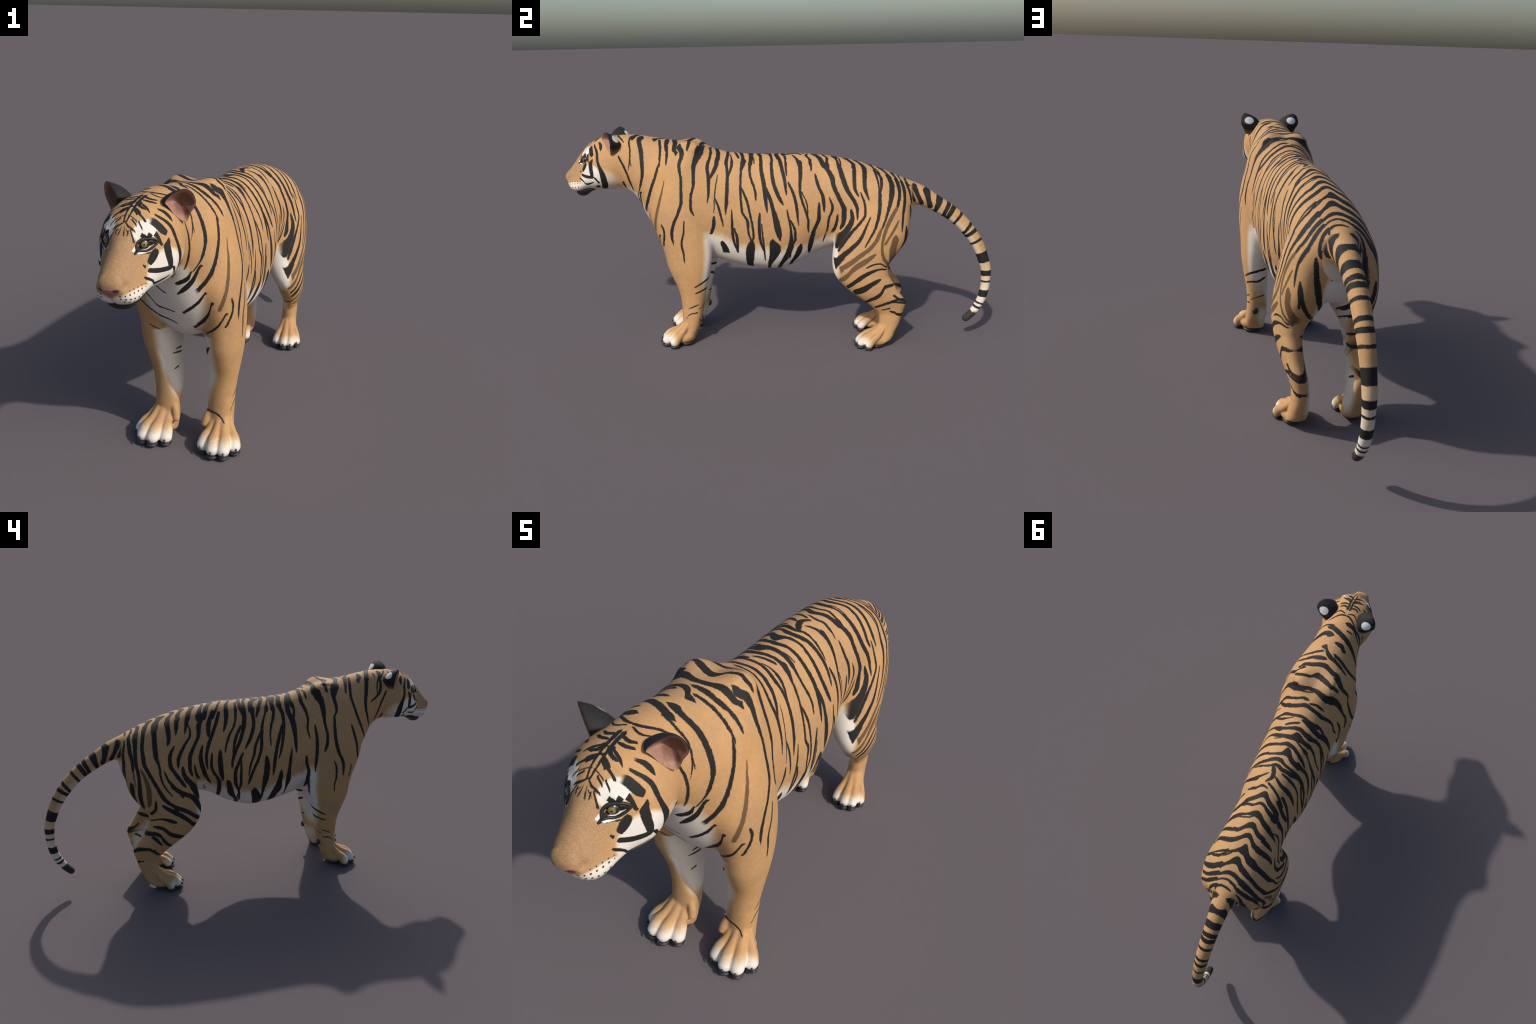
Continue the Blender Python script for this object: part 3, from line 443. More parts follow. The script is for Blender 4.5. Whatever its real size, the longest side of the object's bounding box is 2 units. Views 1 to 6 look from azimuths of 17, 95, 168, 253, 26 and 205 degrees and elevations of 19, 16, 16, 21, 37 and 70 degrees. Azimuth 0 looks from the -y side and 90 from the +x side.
stripe("fore", "black", (-0.533, 0.208, 0.0037), (0.046, 0.199, 0.0028), (0.716, 0.181, 0.0019))
stripe("shin_left", "black", (-0.590, 0.386, 0.0048), (-0.360, 0.384, 0.0125), (-0.164, 0.405, 0.0038))
stripe("shin_left", "black", (-1.183, 0.125, 0.0030), (-0.933, 0.130, 0.0029), (-0.320, 0.129, 0.0042), (0.189, 0.115, 0.0043), (0.510, 0.101, 0.0022))
stripe("fore", "black", (0.804, 0.205, 0.0034), (1.829, 0.186, 0.0020))
stripe("fore", "black", (0.809, 0.165, 0.0031), (1.705, 0.156, 0.0034), (2.051, 0.136, 0.0028))
stripe("cheek", "black", (0.751, -0.798, 0.0122), (0.778, -0.788, 0.0139), (0.814, -0.789, 0.0132), (0.884, -0.810, 0.0065), (0.919, -0.814, 0.0065), (0.950, -0.833, 0.0043))
stripe("cheek", "black", (0.909, -0.842, 0.0116), (0.937, -0.852, 0.0119))
stripe("cheek", "black", (0.926, -0.796, 0.0015), (0.951, -0.801, 0.0078), (0.962, -0.811, 0.0049))
stripe("cheek", "black", (0.809, -0.841, 0.0077), (0.867, -0.847, 0.0109), (0.890, -0.836, 0.0020))
stripe("jowl", "black", (-0.899, 0.813, 0.0068), (-0.874, 0.808, 0.0074), (-0.839, 0.808, 0.0069))
stripe("jowl", "black", (-0.834, 0.807, 0.0032), (-0.821, 0.795, 0.0090), (-0.816, 0.776, 0.0085))
stripe("jowl", "black", (-0.915, 0.797, 0.0043), (-0.895, 0.784, 0.0048), (-0.882, 0.771, 0.0050), (-0.839, 0.783, 0.0026))
stripe("jowl", "black", (-0.830, 0.760, 0.0067), (-0.818, 0.763, 0.0067))
stripe("cheek", "black", (0.735, -0.660, 0.0019), (0.844, -0.689, 0.0057), (0.902, -0.715, 0.0041))
stripe("cheek", "black", (0.739, -0.697, 0.0050), (0.780, -0.706, 0.0058))
stripe("cheek", "black", (0.830, -0.894, 0.0041), (0.840, -0.890, 0.0092), (0.854, -0.882, 0.0097), (0.868, -0.876, 0.0033))
stripe("crown", "black", (0.002, -0.736, 0.0040), (0.017, -0.734, 0.0050), (0.027, -0.729, 0.0055), (0.067, -0.696, 0.0021))
stripe("crown", "black", (0.009, -0.746, 0.0035), (0.031, -0.754, 0.0038), (0.056, -0.735, 0.0023))
stripe("crown", "black", (0.009, -0.782, 0.0042), (0.028, -0.786, 0.0057), (0.042, -0.779, 0.0039))
stripe("crown", "black", (0.013, -0.802, 0.0034), (0.033, -0.801, 0.0052), (0.047, -0.794, 0.0044))
stripe("forehead", "black", (-0.841, 0.050, 0.0020), (-0.828, 0.030, 0.0090), (-0.820, 0.012, 0.0069))
stripe("forehead", "black", (-0.841, 0.027, 0.0033), (-0.821, 0.005, 0.0070))
stripe("forehead", "black", (-0.866, 0.047, 0.0025), (-0.862, 0.035, 0.0119), (-0.856, 0.023, 0.0040))
stripe("forehead", "black", (-0.862, 0.023, 0.0047), (-0.855, 0.015, 0.0079), (-0.844, 0.006, 0.0028))
stripe("forehead", "black", (-0.887, 0.032, 0.0018), (-0.884, 0.025, 0.0067), (-0.880, 0.017, 0.0041))
stripe("forehead", "black", (-0.884, 0.048, 0.0016), (-0.880, 0.042, 0.0054), (-0.876, 0.035, 0.0031))
stripe("forehead", "black", (-0.909, 0.034, 0.0049), (-0.900, 0.020, 0.0017))
stripe("forehead", "black", (-0.909, 0.022, 0.0024), (-0.907, 0.013, 0.0034), (-0.904, 0.005, 0.0017))
stripe("face_line", "black", (-0.893, 0.003, 0.0020), (-0.862, 0.007, 0.0029), (-0.769, 0.006, 0.0057))
stripe("crown", "black", (0.000, -0.888, 0.0016), (0.018, -0.897, 0.0025), (0.034, -0.897, 0.0014))
stripe("forehead", "black", (-0.920, 0.011, 0.0011), (-0.902, 0.004, 0.0016))
stripe("forehead", "black", (-0.916, 0.017, 0.0014), (-0.905, 0.017, 0.0019))
stripe("forehead", "black", (-0.919, 0.007, 0.0014), (-0.903, 0.005, 0.0013))
stripe("crown", "black", (0.003, -0.826, 0.0024), (0.020, -0.835, 0.0048), (0.038, -0.838, 0.0018))
stripe("crown", "black", (0.003, -0.840, 0.0048), (0.014, -0.851, 0.0072), (0.031, -0.856, 0.0025))
stripe("crown", "black", (0.002, -0.871, 0.0013), (0.032, -0.879, 0.0014))
stripe("brow", "black", (0.054, 0.900, 0.0026), (0.063, 0.905, 0.0085), (0.071, 0.905, 0.0019))
stripe("brow", "black", (0.084, 0.906, 0.0101), (0.089, 0.893, 0.0135), (0.098, 0.877, 0.0034))
stripe("brow", "black", (0.045, 0.909, 0.0080), (0.048, 0.899, 0.0093))
stripe("face", "white", (0.027, 0.864, 0.0036), (0.049, 0.865, 0.0047), (0.075, 0.878, 0.0028))
stripe("face", "white", (0.015, 0.871, 0.0047), (0.033, 0.887, 0.0046))
stripe("face", "black", (0.016, 0.863, 0.0037), (0.031, 0.872, 0.0063), (0.057, 0.877, 0.0085), (0.081, 0.885, 0.0017))
stripe("face", "black", (0.031, 0.860, 0.0010), (0.067, 0.860, 0.0020))
stripe("face", "black", (0.037, 0.832, 0.0025), (0.041, 0.824, 0.0049))
stripe("row", "black", (-0.016, 0.776, 0.0016), (0.040, 0.781, 0.0019))
stripe("row", "black", (-0.043, 0.762, 0.0025), (0.040, 0.772, 0.0025))
stripe("row", "black", (-0.041, 0.754, 0.0025), (0.019, 0.751, 0.0029), (0.040, 0.758, 0.0026))
stripe("row", "black", (-0.032, 0.748, 0.0019), (-0.011, 0.742, 0.0026), (0.011, 0.743, 0.0019))
#STRIPES-END

# ---------------------------------------------------------------- node language
class S:
    """a socket or number that can be calculated with"""
    def __init__(s, g, v): s.g, s.v = g, v
    def __add__(s, o): return s.g.math('ADD', s, o)
    __radd__ = __add__
    def __sub__(s, o): return s.g.math('SUBTRACT', s, o)
    def __rsub__(s, o): return s.g.math('SUBTRACT', o, s)
    def __mul__(s, o): return s.g.math('MULTIPLY', s, o)
    __rmul__ = __mul__
    def __truediv__(s, o): return s.g.math('DIVIDE', s, o)
class Graph:
    def __init__(s, name):
        s.mat = bpy.data.materials.new(name); s.mat.use_nodes = True; s.t = s.mat.node_tree; s.bsdf = s.t.nodes["Principled BSDF"]
        tc = s.t.nodes.new("ShaderNodeTexCoord"); s.P = tc.outputs["Object"]
        sp = s.t.nodes.new("ShaderNodeSeparateXYZ"); s.t.links.new(s.P, sp.inputs[0]); s.x, s.y, s.z = (S(s, o) for o in sp.outputs)
        s.ax = s.math('ABSOLUTE', s.x)
    def put(s, sock, v):
        if isinstance(v, S): v = v.v
        if isinstance(v, bpy.types.NodeSocket): s.t.links.new(v, sock)
        else: sock.default_value = v
    def math(s, op, *a, clamp=False):
        n = s.t.nodes.new("ShaderNodeMath"); n.operation = op; n.use_clamp = clamp
        for i, v in enumerate(a): s.put(n.inputs[i], v)
        return S(s, n.outputs[0])
    def max(s, a, b): return s.math('MAXIMUM', a, b)
    def min(s, a, b): return s.math('MINIMUM', a, b)
    def step(s, v, a, b):
        """smooth ramp of v from 0 at a to 1 at b"""
        n = s.t.nodes.new("ShaderNodeMapRange"); n.interpolation_type = 'SMOOTHSTEP'
        if a <= b: vals = (a, b, 0., 1.)
        else: vals = (b, a, 1., 0.)
        s.put(n.inputs[0], v)
        for i, q in enumerate(vals): n.inputs[i+1].default_value = q
        return S(s, n.outputs[0])
    def curve(s, v, pts, handle='AUTO_CLAMPED'):
        n = s.t.nodes.new("ShaderNodeFloatCurve"); m = n.mapping; m.use_clip = False; m.extend = 'HORIZONTAL'; c = m.curves[0]
        while len(c.points) < len(pts): c.points.new(0, 0)
        for p, q in zip(c.points, pts): p.location = q; p.handle_type = handle
        m.update(); s.put(n.inputs["Value"], v); return S(s, n.outputs[0])
    def noise(s, scale, detail=2, rough=.5, stretch=None):
        n = s.t.nodes.new("ShaderNodeTexNoise"); n.inputs["Scale"].default_value = scale; n.inputs["Detail"].default_value = detail; n.inputs["Roughness"].default_value = rough
        v = s.P
        if stretch:
            mp = s.t.nodes.new("ShaderNodeMapping"); mp.inputs["Scale"].default_value = stretch; s.t.links.new(v, mp.inputs[0]); v = mp.outputs[0]
        s.t.links.new(v, n.inputs["Vector"]); return S(s, n.outputs["Fac"])
    def blob(s, c, r, soft=.35):
        """1 inside an ellipsoid mirrored in x, fading out near its skin"""
        d = [(q - k) / w for q, k, w in zip((s.ax, s.y, s.z), c, r)]
        return s.step(d[0]*d[0] + d[1]*d[1] + d[2]*d[2], 1 + soft, 1 - soft)
    def mix(s, f, a, b):
        n = s.t.nodes.new("ShaderNodeMix"); n.data_type = 'RGBA'; s.put(n.inputs[0], f)
        for sock, v in ((n.inputs[6], a), (n.inputs[7], b)): s.put(sock, (*v, 1) if isinstance(v, tuple) else v)
        return S(s, n.outputs[2])
    def done(s, col, rough=.75, bump=None, spec=.25):
        s.put(s.bsdf.inputs["Base Color"], (*col, 1) if isinstance(col, tuple) else col); s.put(s.bsdf.inputs["Roughness"], rough); s.bsdf.inputs["Specular IOR Level"].default_value = spec
        if bump:
            n = s.t.nodes.new("ShaderNodeBump"); n.inputs["Strength"].default_value = bump[1]; n.inputs["Distance"].default_value = bump[2]; s.put(n.inputs["Height"], bump[0]); s.t.links.new(n.outputs[0], s.bsdf.inputs["Normal"])
        return s.mat

ORANGE, TAN, CREAM, PALE = (.485, .272, .115), (.42, .245, .12), (.60, .45, .29), (.70, .65, .59)
INK, BROWN = (.0155, .0145, .014), (.075, .045, .023)

def leg_angle(g, mid, cx):
    return g.math('ARCTAN2', g.ax - cx, g.y - g.curve(g.z, mid))
def chart_nodes(g, chart):
    x, ax, y, z = g.x, g.ax, g.y, g.z
    if chart == "flank": return y, g.math('ARCTAN2', x, z - .62), g.min(g.min(g.step(y, -.80, -.76), g.step(y, .655, .64)), g.min(g.max(g.max(g.step(y, .24, .22), g.step(z, .54, .56)), g.step(ax, .10, .13)), g.max(g.step(y, -.56, -.53), g.step(ax*ax + (z - .62)*(z - .62), .0072, .0100))))
    if chart == "shank": return z, y*g.math('SIGN', x), g.min(g.min(g.step(ax + g.step(z, .36, .30)*.03, .105, .13), g.step(z, .56, .54)), g.step(y, .20, .22))
    if chart == "spine": return x, y, g.step(z, .80, .82)
    if chart == "ring": dy, dz = y - .6, z - .3; return .375*g.math('ARCTAN2', dz, dy), g.math('SQRT', dy*dy + dz*dz) - .375, g.step(y, .605, .62)
    if chart == "chest": return z, x, g.step(y, -.50, -.52)
    if chart == "rump": return ax, z, g.step(y, .44, .46)
    if chart == "hind": return z, leg_angle(g, HIND_MID, HIND_X), g.step(y, .20, .22)
    if chart == "fore": return z, leg_angle(g, FORE_MID, FORE_X), g.step(y, -.20, -.22)
    if chart.startswith("shin"):
        return z, g.math('ARCTAN2', g.ax - FORE_X, g.curve(g.z, FORE_MID) - g.y), g.step(x, .0, .01) if chart.endswith("left") else g.step(y, -.20, -.22)
    if chart == "cheek": return y, z, g.step(ax, .055, .065)
    if chart == "jowl": return z, y, g.step(ax, .04, .05)
    if chart == "crown": return y, ax, g.step(z, .88, .90)
    if chart in ("forehead", "face_line"): return ax, y, g.step(z, .87, .88)
    return z, .727*ax + .686*(y + .9), g.step(y, -.79, -.80)

def fur_material(name, part):
    g = Graph(name); x, ax, y, z = g.x, g.ax, g.y, g.z
    head = part == "head"
    big, fine, hair = g.noise(9, 3), g.noise(70, 3), g.noise(420, 2)
    # ---- ground colour
    ground = g.mix(g.step(big, .35, .7), ORANGE, TAN)
    ground = g.mix(g.step(fine, .25, .85)*.4, ground, (.57, .355, .17))
    ground = g.mix(g.step(hair, .35, .75)*.36, ground, (.30, .165, .07))
    wob = (big - .5)*.10 + (fine - .5)*.03
    masks = []
    if part in ("torso", "neck") or part.startswith(("fore", "hind")):
        edge = g.curve(y, [(-.40, .44), (-.33, .54), (-.25, .525), (-.15, .48), (-.02, .465), (.10, .475), (.19, .505), (.26, .52), (.29, .46), (.34, .44), (.60, .44)])
        masks.append(g.step(z - edge + wob*.9, .045, -.03)*g.step(ax, .175, .15)*g.step(y, -.36, -.32)*g.step(y, .31, .27))
        masks.append(g.blob((0, -.40, .44), (.085, .16, .09)))                  # between the forelegs
        masks.append(g.blob((0, -.62, .59), (.105, .16, .20), .5))              # chest
        masks.append(g.blob((0, -.70, .72), (.085, .16, .06), .5))              # throat
        masks.append(g.blob((0, .56, .55), (.055, .10, .11), .4))               # under the tail
        masks.append(g.blob((0, .40, .45), (.085, .17, .10), .7))               # groin
    if part.startswith("fore") or part == "torso":
        cy = g.curve(z, FORE_MID); inner = g.step(ax + wob*.12 + g.step(z, .30, .16)*.035, .124, .080)*g.step(z, .62, .54)
        rear = g.step((y - cy)*11.3 + (FORE_X - ax)*6 + wob, .62, 1.05)
        masks.append(g.max(inner, rear*g.step(z, .54, .46))*g.step(y, -.2, -.22)*g.step(z, .12, .19))
    if part.startswith("hind") or part == "torso":
        cy = g.curve(z, HIND_MID); q = (HIND_X - ax)*(.95/.045) + (cy - y)*(.22/.06)
        masks.append(g.step(q + wob, .15, .85)*g.step(z, .56, .48)*g.step(y, .22, .24)*g.max(g.step(z, .12, .20), g.step(y, .46, .54))*g.step(z, .02, .10))
        masks.append(g.blob((.12, .27, .33), (.05, .03, .045), .9)*.35)
    if part.startswith(("front", "fore")):
        cy = g.curve(z, FORE_MID); q = (FORE_X - ax)*(.6/.055) + (y - cy)*(.75/.055)
        masks.append(g.step(q + wob, .5, 1.0)*g.step(z, .56, .50)*.8*g.step(z, .17, .10))
    if part.startswith("front"):
        masks.append(g.step(z + (fine - .5)*.02, .085, .035)*g.step(y, -.455, -.50)*1.0)
    if part.startswith("hind_paw"):
        masks.append(g.step(z + (fine - .5)*.02, .075, .030)*g.step(y, .455, .41))
    if head:
        masks.append(g.blob((.10, -.847, .783), (.06, .070, .082), .25))          # cheek
        masks.append(g.blob((.11, -.79, .765), (.06, .07, .07), .9)*.75)
        masks.append(g.blob((.05, -.925, .742), (.07, .085, .036), .28)*.93)        # lips
        masks.append(g.blob((.0, -.80, .735), (.10, .12, .045), .5))            # throat
        masks.append(g.blob((.056, -.885, .918), (.029, .05, .030), .35))        # brow
        bridge = g.blob((.0, -.955, .845), (.066, .12, .095), .6)
        ground = g.mix(bridge*g.step(hair*.6 + fine*.4, .28, .66)*.85, ground, (.26, .165, .092))
    if part == "tail":
        arc = g.math('ARCTAN2', z - .30, y - .60)
        masks.append(g.step(arc, .55, -.35)*.85)
        masks.append(g.step(g.math('SQRT', (y - .6)*(y - .6) + (z - .3)*(z - .3)), .385, .345)*.7)
    white = masks[0]
    for m in masks[1:]: white = g.max(white, m)
    pale = g.mix(g.step(fine, .2, .8)*.3, PALE, (.66, .58, .49))
    col = g.mix(g.step(white, .0, .55), ground, g.mix(g.step(white, .1, .5), CREAM, CREAM))
    col = g.mix(g.step(white, .4, 1.0), col, pale)
    # ---- stripes
    jit = (fine - .5)*(.006 if not head else .003) + (hair - .5)*(.007 if not head else .0035)
    layers = {}
    cache = {}
    for chart, colour, sp in STRIPES:
        if not any(part.startswith(k) for k in CHART_ON[chart].split()): continue
        if chart == "flank":
            if part == "neck" and sp[:, 1].min() > -.50: continue
            if part == "torso" and sp[:, 1].max() < -.70: continue
            if part.startswith("hind") and (sp[:, 1].max() < .22 or np.abs(sp[:, 0]).max() < 1.9): continue
            if part.startswith("fore") and (sp[:, 1].min() > -.25 or np.abs(sp[:, 0]).max() < 1.9): continue
        if chart in ("flank", "shank") and part.startswith(("fore", "hind")):
            if part.endswith("_right") and sp[:, 0].min() > 0: continue
            if not part.endswith("_right") and sp[:, 0].max() < 0: continue
        if chart not in cache: a, b, m = chart_nodes(g, chart); cache[chart] = (a + jit, b, m)
        a, b, _ = cache[chart]
        d = sp[:, 2].clip(.0012); per = .16 if chart in ("flank",) else .05 if chart in ("hind", "fore", "shin", "shin_left") else 1.0
        e0, e1 = d[0]/per + .002, d[-1]/per + .002
        w = [(sp[0, 0] - e0, -.003)] + [(p[0], max(p[2], .0012)) for p in sp] + [(sp[-1, 0] + e1, -.003)]
        cen = g.curve(b, [(p[0], p[1]) for p in sp]) if len(sp) > 1 else sp[0, 1]
        f = g.curve(b, w) - g.math('ABSOLUTE', a - cen)
        if chart == "row": f = f - (.0030 - .0030*g.math('SINE', b*480 + sp[0, 1]*900))
        key = (chart, colour)
        layers[key] = f if key not in layers else g.max(layers[key], f)
    soft = .0011 if head else .0016
    for colour, paint in (("brown", BROWN), ("black", INK), ("white", PALE)):
        tot = None
        for (chart, c), f in layers.items():
            if c != colour: continue
            m = g.step(f, -soft, soft)*cache[chart][2]; tot = m if tot is None else g.max(tot, m)
        if tot is not None: col = g.mix(tot*(.86 if colour == "brown" else 1.0), col, paint)
    if part == "tail":
        tip = g.step(arc + (fine - .5)*.06, -.44, -.46); col = g.mix(tip*.97, col, INK)
    height = g.noise(260, 2, .6, (1, 1, .45))
    return g.done(col, .72, (height, .25, .0015))

def leather(name, c0, c1, rough, scale=160, bump=.3):
    g = Graph(name); n = g.noise(scale, 3); return g.done(g.mix(g.step(n, .3, .7), c0, c1), rough, (n, bump, .001), .4)
PADS = leather("pad_leather", (.016, .016, .018), (.034, .034, .037), .5); CLAW = leather("claw_horn", (.012, .011, .010), (.03, .027, .024), .35); JAW = leather("black_lip", (.010, .010, .010), (.018, .017, .016), .5)
LID = leather("black_lid", (.012, .011, .010), (.02, .018, .016), .5)
def nose_material():
    g = Graph("nose_leather"); n = g.noise(220, 3)
    col = g.mix(g.step(n, .3, .7), (.42, .20, .165), (.34, .15, .12))
    slit = g.blob((.021, -.985, .782), (.012, .02, .0075), .4); crease = g.step(g.ax, .0016, .0006)*g.step(g.z, .778, .772)
    col = g.mix(g.max(slit, crease)*.9, col, (.02, .012, .011)); return g.done(col, .42, (n, .3, .001), .45)
NOSE = nose_material()
def eye_material():
    g = Graph("eye_amber"); r = g.math('SQRT', g.x*g.x + g.y*g.y); n = g.noise(300, 2)
    iris = g.mix(g.step(r + (n - .5)*.004, .003, .009), (.27, .19, .06), (.16, .11, .03))
    col = g.mix(g.step(r, .0084, .0092), iris, (.02, .017, .014)); col = g.mix(g.step(r, .0029, .0025), col, (.008, .008, .008))
    g.bsdf.inputs["Coat Weight"].default_value = .8; g.bsdf.inputs["Coat Roughness"].default_value = .05; return g.done(col, .25, None, .5)
EYE = eye_material()
def ear_material():
    """black back with a white spot, pinkish inside"""
    g = Graph("ear_fur"); n = g.noise(90, 3); ax, y, z = g.ax, g.y, g.z
    spot = g.blob((.104, -.727, .980), (.022, .03, .017), .18)
    back = g.mix(spot, (.018, .0175, .017), (.74, .71, .68))
    back = g.mix(g.step(z + (n - .5)*.02 + (ax - .09)*.3, .945, .915)*.75, back, (.30, .16, .07))
    return g.done(back, .75, (g.noise(260, 2), .3, .001))
EAR = ear_material()
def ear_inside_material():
    g = Graph("ear_inside"); n = g.noise(120, 3); depth = g.blob((.112, -.742, .965), (.028, .03, .034), .5)  # depth: shade of the ear cup painted into the lining as dark brown
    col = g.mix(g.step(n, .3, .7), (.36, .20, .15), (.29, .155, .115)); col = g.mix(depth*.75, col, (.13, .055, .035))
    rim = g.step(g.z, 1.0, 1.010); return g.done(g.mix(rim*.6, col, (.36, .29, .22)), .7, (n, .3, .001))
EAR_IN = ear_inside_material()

# ---------------------------------------------------------------- assembling
root = bpy.data.objects.new("tiger", None); bpy.context.scene.collection.objects.link(root)
root["label"] = "standing orange tiger with black stripes and long curved tail"; root["category"] = "tiger"
def add(name, me, mat=None, parent=root):
    o = bpy.data.objects.new(name, me); bpy.context.scene.collection.objects.link(o); o.parent = parent
    if mat: me.materials.clear(); me.materials.append(mat)
    return o
def from_rings(name, rings, mat, parent=root, mirror=False):
    b = Build(); R = np.asarray(rings); 
    if mirror: R = (R * [-1, 1, 1])[:, ::-1]
    b.rings(R); me = b.mesh(name); me.polygons.foreach_set("use_smooth", [True]*len(me.polygons)); return add(name, me, mat, parent)

# split the skin by region; borders share vertex positions and normals
nf = len(skin.polygons); lt = np.array([p.loop_total for p in skin.polygons]); ls = np.empty(len(skin.loops), np.int32); skin.loops.foreach_get("vertex_index", ls)
fc = np.empty(nf*3); skin.polygons.foreach_get("center", fc); fc = fc.reshape(-1, 3); starts = np.r_[0, np.cumsum(lt)]
x, y, z = np.abs(fc[:, 0]), fc[:, 1], fc[:, 2]; left = fc[:, 0] > 0
region = np.full(nf, "torso", dtype=object)
region[y + .35*(z - .85) < -.585] = "neck"
region[y < -.715] = "head"
fore = (y > -.62) & (y < -.2) & (z < .45 + .0*y) & (x > .022); hind = (y > .24) & (z < .50) & (x > .022) & (y < .625)
region[fore & left] = "foreleg"; region[fore & ~left] = "foreleg.001"; region[hind & left] = "hindleg"; region[hind & ~left] = "hindleg.001"
pf = (y < -.2) & (z < .118); ph = (y > .2) & (y < .6) & (z < .105) & (x > .04)
region[pf & left] = "front_paw"; region[pf & ~left] = "front_paw.001"; region[ph & left] = "hind_paw"; region[ph & ~left] = "hind_paw.001"
region[y > .615] = "tail"
TOES = []
for paw, toes in (("front_paw", FRONT_TOES), ("hind_paw", HIND_TOES)):
    for suf, sx in (("", 1), (".001", -1)):
        idx = np.nonzero(region == paw + suf)[0]; p = np.stack([fc[idx, 0]*sx, fc[idx, 1]], 1); best = np.full(len(idx), 9.); who = np.full(len(idx), -1)
        for k, (_, mid, kn, tip) in enumerate(toes):
            m, e = np.array(mid[:2]), np.array(tip[:2]); d = (e - m)/np.linalg.norm(e - m); t = (p - m) @ d; lat = np.abs((p - m) @ np.array([-d[1], d[0]]))
            hit = (t > .4*np.linalg.norm(e - m)) & (lat < best); who[hit] = k; best[hit] = lat[hit]
        for k in range(4): nm = f"toe.{len(TOES):03d}" if TOES else "toe"; region[idx[who == k]] = nm; TOES.append((nm, paw + suf))
TOE_OF = dict(TOES)
PART = {}
for name in ["torso", "neck", "head", "tail", "foreleg", "foreleg.001", "hindleg", "hindleg.001", "front_paw", "front_paw.001", "hind_paw", "hind_paw.001"] + list(TOE_OF):
    idx = np.nonzero(region == name)[0]
    loops = [ls[starts[i]:starts[i+1]] for i in idx]
    used = np.unique(np.concatenate(loops)); remap = np.full(nv, -1); remap[used] = np.arange(len(used))
    me = bpy.data.meshes.new(name); me.from_pydata(co[used].tolist(), [], [remap[l].tolist() for l in loops]); me.update()
    me.polygons.foreach_set("use_smooth", [True]*len(me.polygons))
    me.normals_split_custom_set_from_vertices(FINAL_N[used].tolist())
    parent = root
    if name in TOE_OF: parent = PART[TOE_OF[name]]; mat = parent.data.materials[0]
    else: mat = fur_material("fur_of_" + name.replace(".001", "_right"), name.replace(".001", "_right"))
    PART[name] = add(name, me, mat, parent)
bpy.data.meshes.remove(skin)

# ---- pads and claws
def pad(name, c, r, parent, mat, flip):
    c = np.array(c) * ([-1, 1, 1] if flip else [1, 1, 1])
    return from_rings(name, ball_rings(c, r, 14, 22), mat, parent)
for flip, suf in ((False, ""), (True, ".001")):
    for toes, paw, r in ((FRONT_TOES, PART["front_paw"+suf], .0222), (HIND_TOES, PART["hind_paw"+suf], .019)):
        for root_, mid, kn, tip in toes:
            d = np.array(tip) - np.array(mid); d[2] = 0; d /= np.linalg.norm(d); t = np.array(tip)
            pad("toe_pad", t*[1, 1, 0] + d*.004 + [0, 0, .0085], (r*.95, r*1.06, .0085), paw, PADS, flip)
            p = t + d*(r*1.28) + [0, 0, -.010]
            R = tube_rings([(*(t + d*r*.75 + [0, 0, .004]), .0030), (*(p + [0, 0, .004]), .0034), (*(p + d*.003 - [0, 0, .004]), .0014)], 10, 10)
            from_rings("claw", R, CLAW, paw, flip)
    pad("palm_pad", (.118, -.440, .0105), (.043, .038, .0105), PART["front_paw"+suf], PADS, flip)
    pad("palm_pad", (.116, .465, .0105), (.034, .036, .0105), PART["hind_paw"+suf], PADS, flip)
    pad("wrist_pad", snap((.118, -.350, .124), .003), (.015, .009, .017), PART["foreleg"+suf], PADS, flip)

# ---- lower jaw
from_rings("lower_jaw", trunk_rings([(-.955, .724, .718, .014, .721, 2, 2), (-.950, .729, .711, .028, .723, 2, 2), (-.940, .735, .705, .037, .726, 2.1, 2.1), (-.926, .740, .7015, .042, .729, 2.1, 2.1), (-.911, .745, .7045, .046, .733, 2.1, 2.1),
   (-.893, .748, .7175, .051, .739, 2.1, 2.1), (-.872, .75, .728, .054, .742, 2.1, 2.1), (-.855, .748, .737, .051, .743, 2, 2)], 36, 48), JAW, PART["head"])

# ---- nose leather
def patch(name, pts, mat, parent, lift=.0012):
    n, m = len(pts), len(pts[0]); V = []
    for i in range(n):
        for j in range(m):
            edge = i in (0, n-1) or j in (0, m-1); V.append(snap(pts[i][j], -.0015 if edge else lift))
    F = [(i*m+j, i*m+j+1, (i+1)*m+j+1, (i+1)*m+j) for i in range(n-1) for j in range(m-1)]
    me = bpy.data.meshes.new(name); me.from_pydata([tuple(v) for v in V], [], F); me.update(); me.polygons.foreach_set("use_smooth", [True]*len(F)); return add(name, me, mat, parent)
rows = []
for v in np.linspace(0, 1, 18):
    row = []
    for u in np.linspace(-1, 1, 27):
        top = np.array([u*.034, -1.003 + .030*u*u, .7905 + .001*abs(u)]); bot = np.array([u*.003, -.986, .755])
        q = v**.8; row.append(top*(1-q) + bot*q)
    rows.append(row)
patch("nose", rows, NOSE, PART["head"])

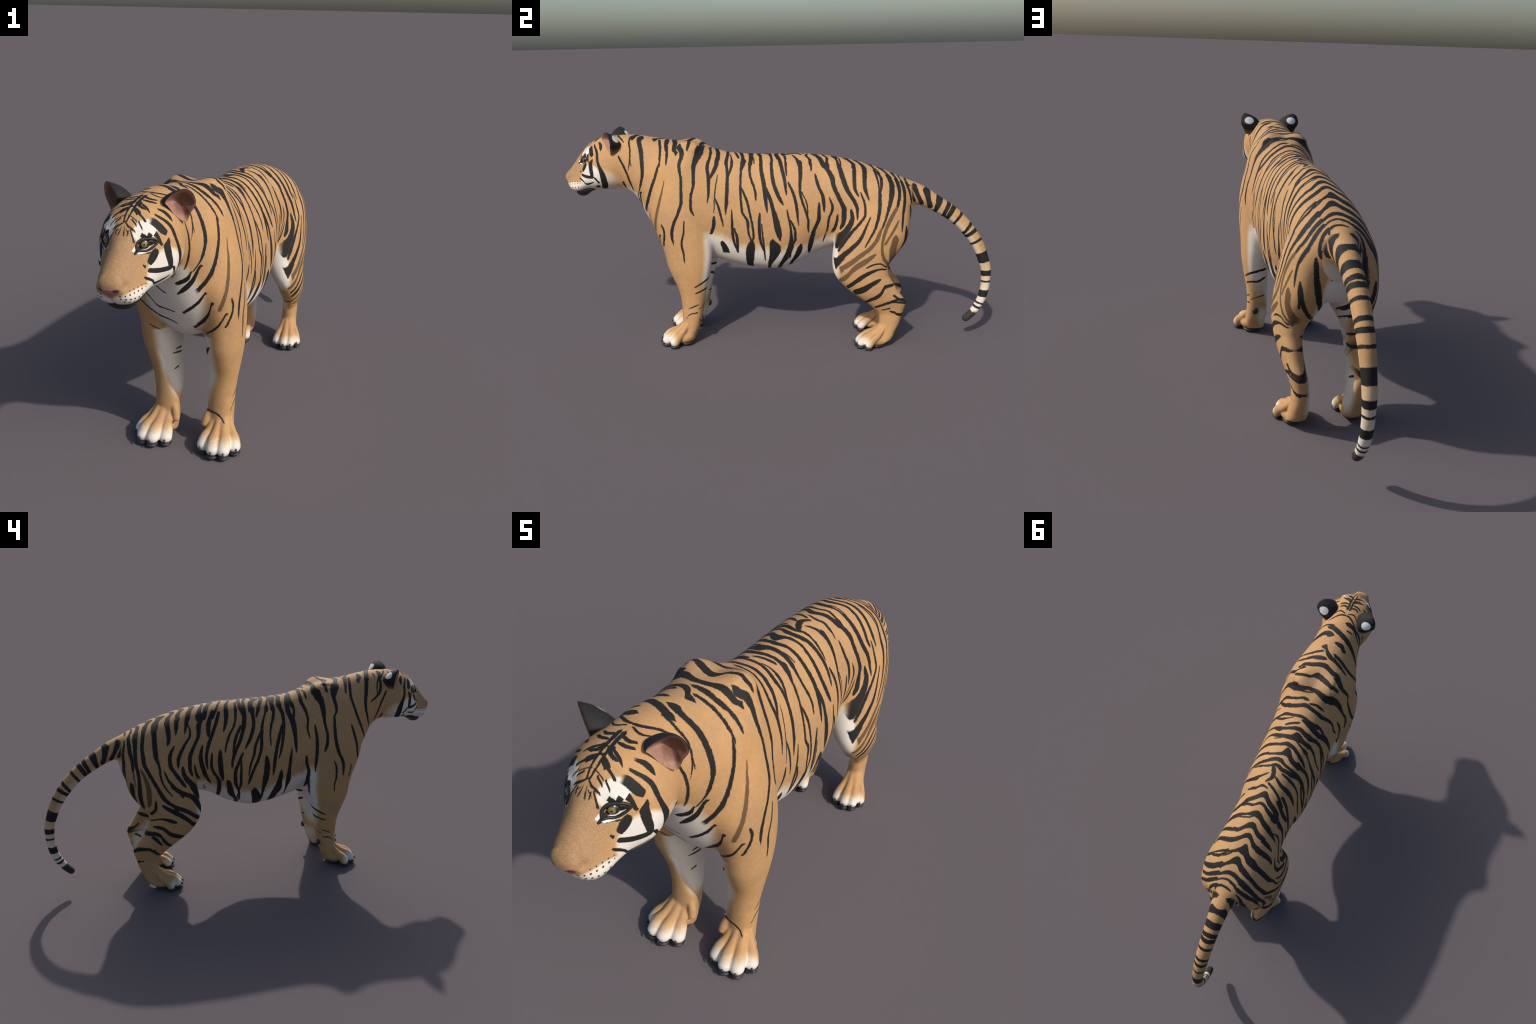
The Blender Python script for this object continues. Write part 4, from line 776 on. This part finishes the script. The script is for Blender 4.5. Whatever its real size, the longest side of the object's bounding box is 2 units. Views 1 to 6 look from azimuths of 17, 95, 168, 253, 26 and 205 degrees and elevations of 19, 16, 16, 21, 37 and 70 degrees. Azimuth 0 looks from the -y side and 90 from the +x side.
# ---- eyes
GAZE = np.array([.47, -.875, .06]); GAZE /= np.linalg.norm(GAZE); PUPIL = np.array([.0585, -.8955, .8835])
for flip in (False, True):
    m = np.array([-1 if flip else 1, 1, 1]); g = GAZE*m; c = (PUPIL - GAZE*.0145)*m
    zax = Vector(g); q = zax.to_track_quat('Z', 'Y')
    me = from_rings("eye", ball_rings((0, 0, 0), (.0165, .0165, .0165), 40, 40), EYE, PART["head"]); me.location = c; me.rotation_mode = 'QUATERNION'; me.rotation_quaternion = q
    for nm, pts, rad in (("eyelid", [(.041, -.912, .864), (.048, -.908, .885), (.060, -.899, .8955), (.075, -.885, .896), (.090, -.865, .887)], .0045), ("eyelid", [(.041, -.912, .864), (.054, -.906, .871), (.066, -.897, .872), (.079, -.882, .877), (.090, -.865, .887)], .0035)):
        P = [(*snap(p, .0005), rad if 0 < i < 4 else rad*.6) for i, p in enumerate(pts)]
        from_rings(nm, tube_rings(P, 30, 12), LID, PART["head"], flip)

# ---- ears: an outer shell from skull to rim, turned inwards into a cup
RIM = [(.072, -.792, .978), (.087, -.784, .997), (.108, -.770, 1.010), (.124, -.758, 1.012), (.138, -.745, .999), (.143, -.736, .975), (.140, -.735, .958), (.130, -.739, .942), (.124, -.740, .927), (.116, -.744, .913), (.103, -.755, .919), (.088, -.770, .939), (.077, -.784, .964)]
def closed(P, n):
    P = np.array(P, float); k = len(P); Q = np.concatenate([P[-3:], P, P[:3]]); t = np.linspace(0, k, n, endpoint=False); out = []
    for s in t:
        i = int(s) + 3; f = s - int(s); a, b, c, d = Q[i-1], Q[i], Q[i+1], Q[i+2]
        out.append(.5*((2*b) + (-a+c)*f + (2*a-5*b+4*c-d)*f*f + (-a+3*b-3*c+d)*f**3))
    return np.array(out)
rim = closed(RIM, 78); cen = rim.mean(0); FACE = np.array([.60, -.78, -.17])
base = np.array([snap(cen - FACE*.050 + (r - cen)*.62, -.005) for r in rim])
RAD = (rim - cen)/np.linalg.norm(rim - cen, axis=1)[:, None]
INS = rim - RAD*.005
LIP = rim - RAD*.0022 + FACE*.002
CUP = cen - FACE*.034
def ear_shell():
    R = [base*(1-t) + rim*t + np.sin(np.pi*t)*(RAD*.008 - FACE*.004) for t in np.linspace(0, 1, 14)]
    return R + [LIP]
def ear_lining():
    R = [LIP, INS]
    for t in np.linspace(0, 1, 10)[1:-1]: R.append(CUP + (INS - CUP)*(1-t)**.7 - FACE*np.sin(np.pi*t)*.006)
    return R + [CUP + (INS - CUP)*.03]
def open_tube(name, R, mat, parent, flip, close_end):
    R = np.asarray(R) * ([-1, 1, 1] if flip else [1, 1, 1]); k, m, _ = R.shape; V = R.reshape(-1, 3).tolist(); F = []
    for i in range(k-1):
        for j in range(m):
            q = (i*m+j, i*m+(j+1) % m, (i+1)*m+(j+1) % m, (i+1)*m+j); F.append(q[::-1] if flip else q)
    if close_end: V.append(R[-1].mean(0).tolist()); F += [((k-1)*m+j, (k-1)*m+(j+1) % m, k*m) for j in range(m)]
    me = bpy.data.meshes.new(name); me.from_pydata(V, [], F); me.update(); me.polygons.foreach_set("use_smooth", [True]*len(F)); return add(name, me, mat, parent)
for flip in (False, True):
    ear = open_tube("ear", ear_shell(), EAR, PART["head"], flip, False)
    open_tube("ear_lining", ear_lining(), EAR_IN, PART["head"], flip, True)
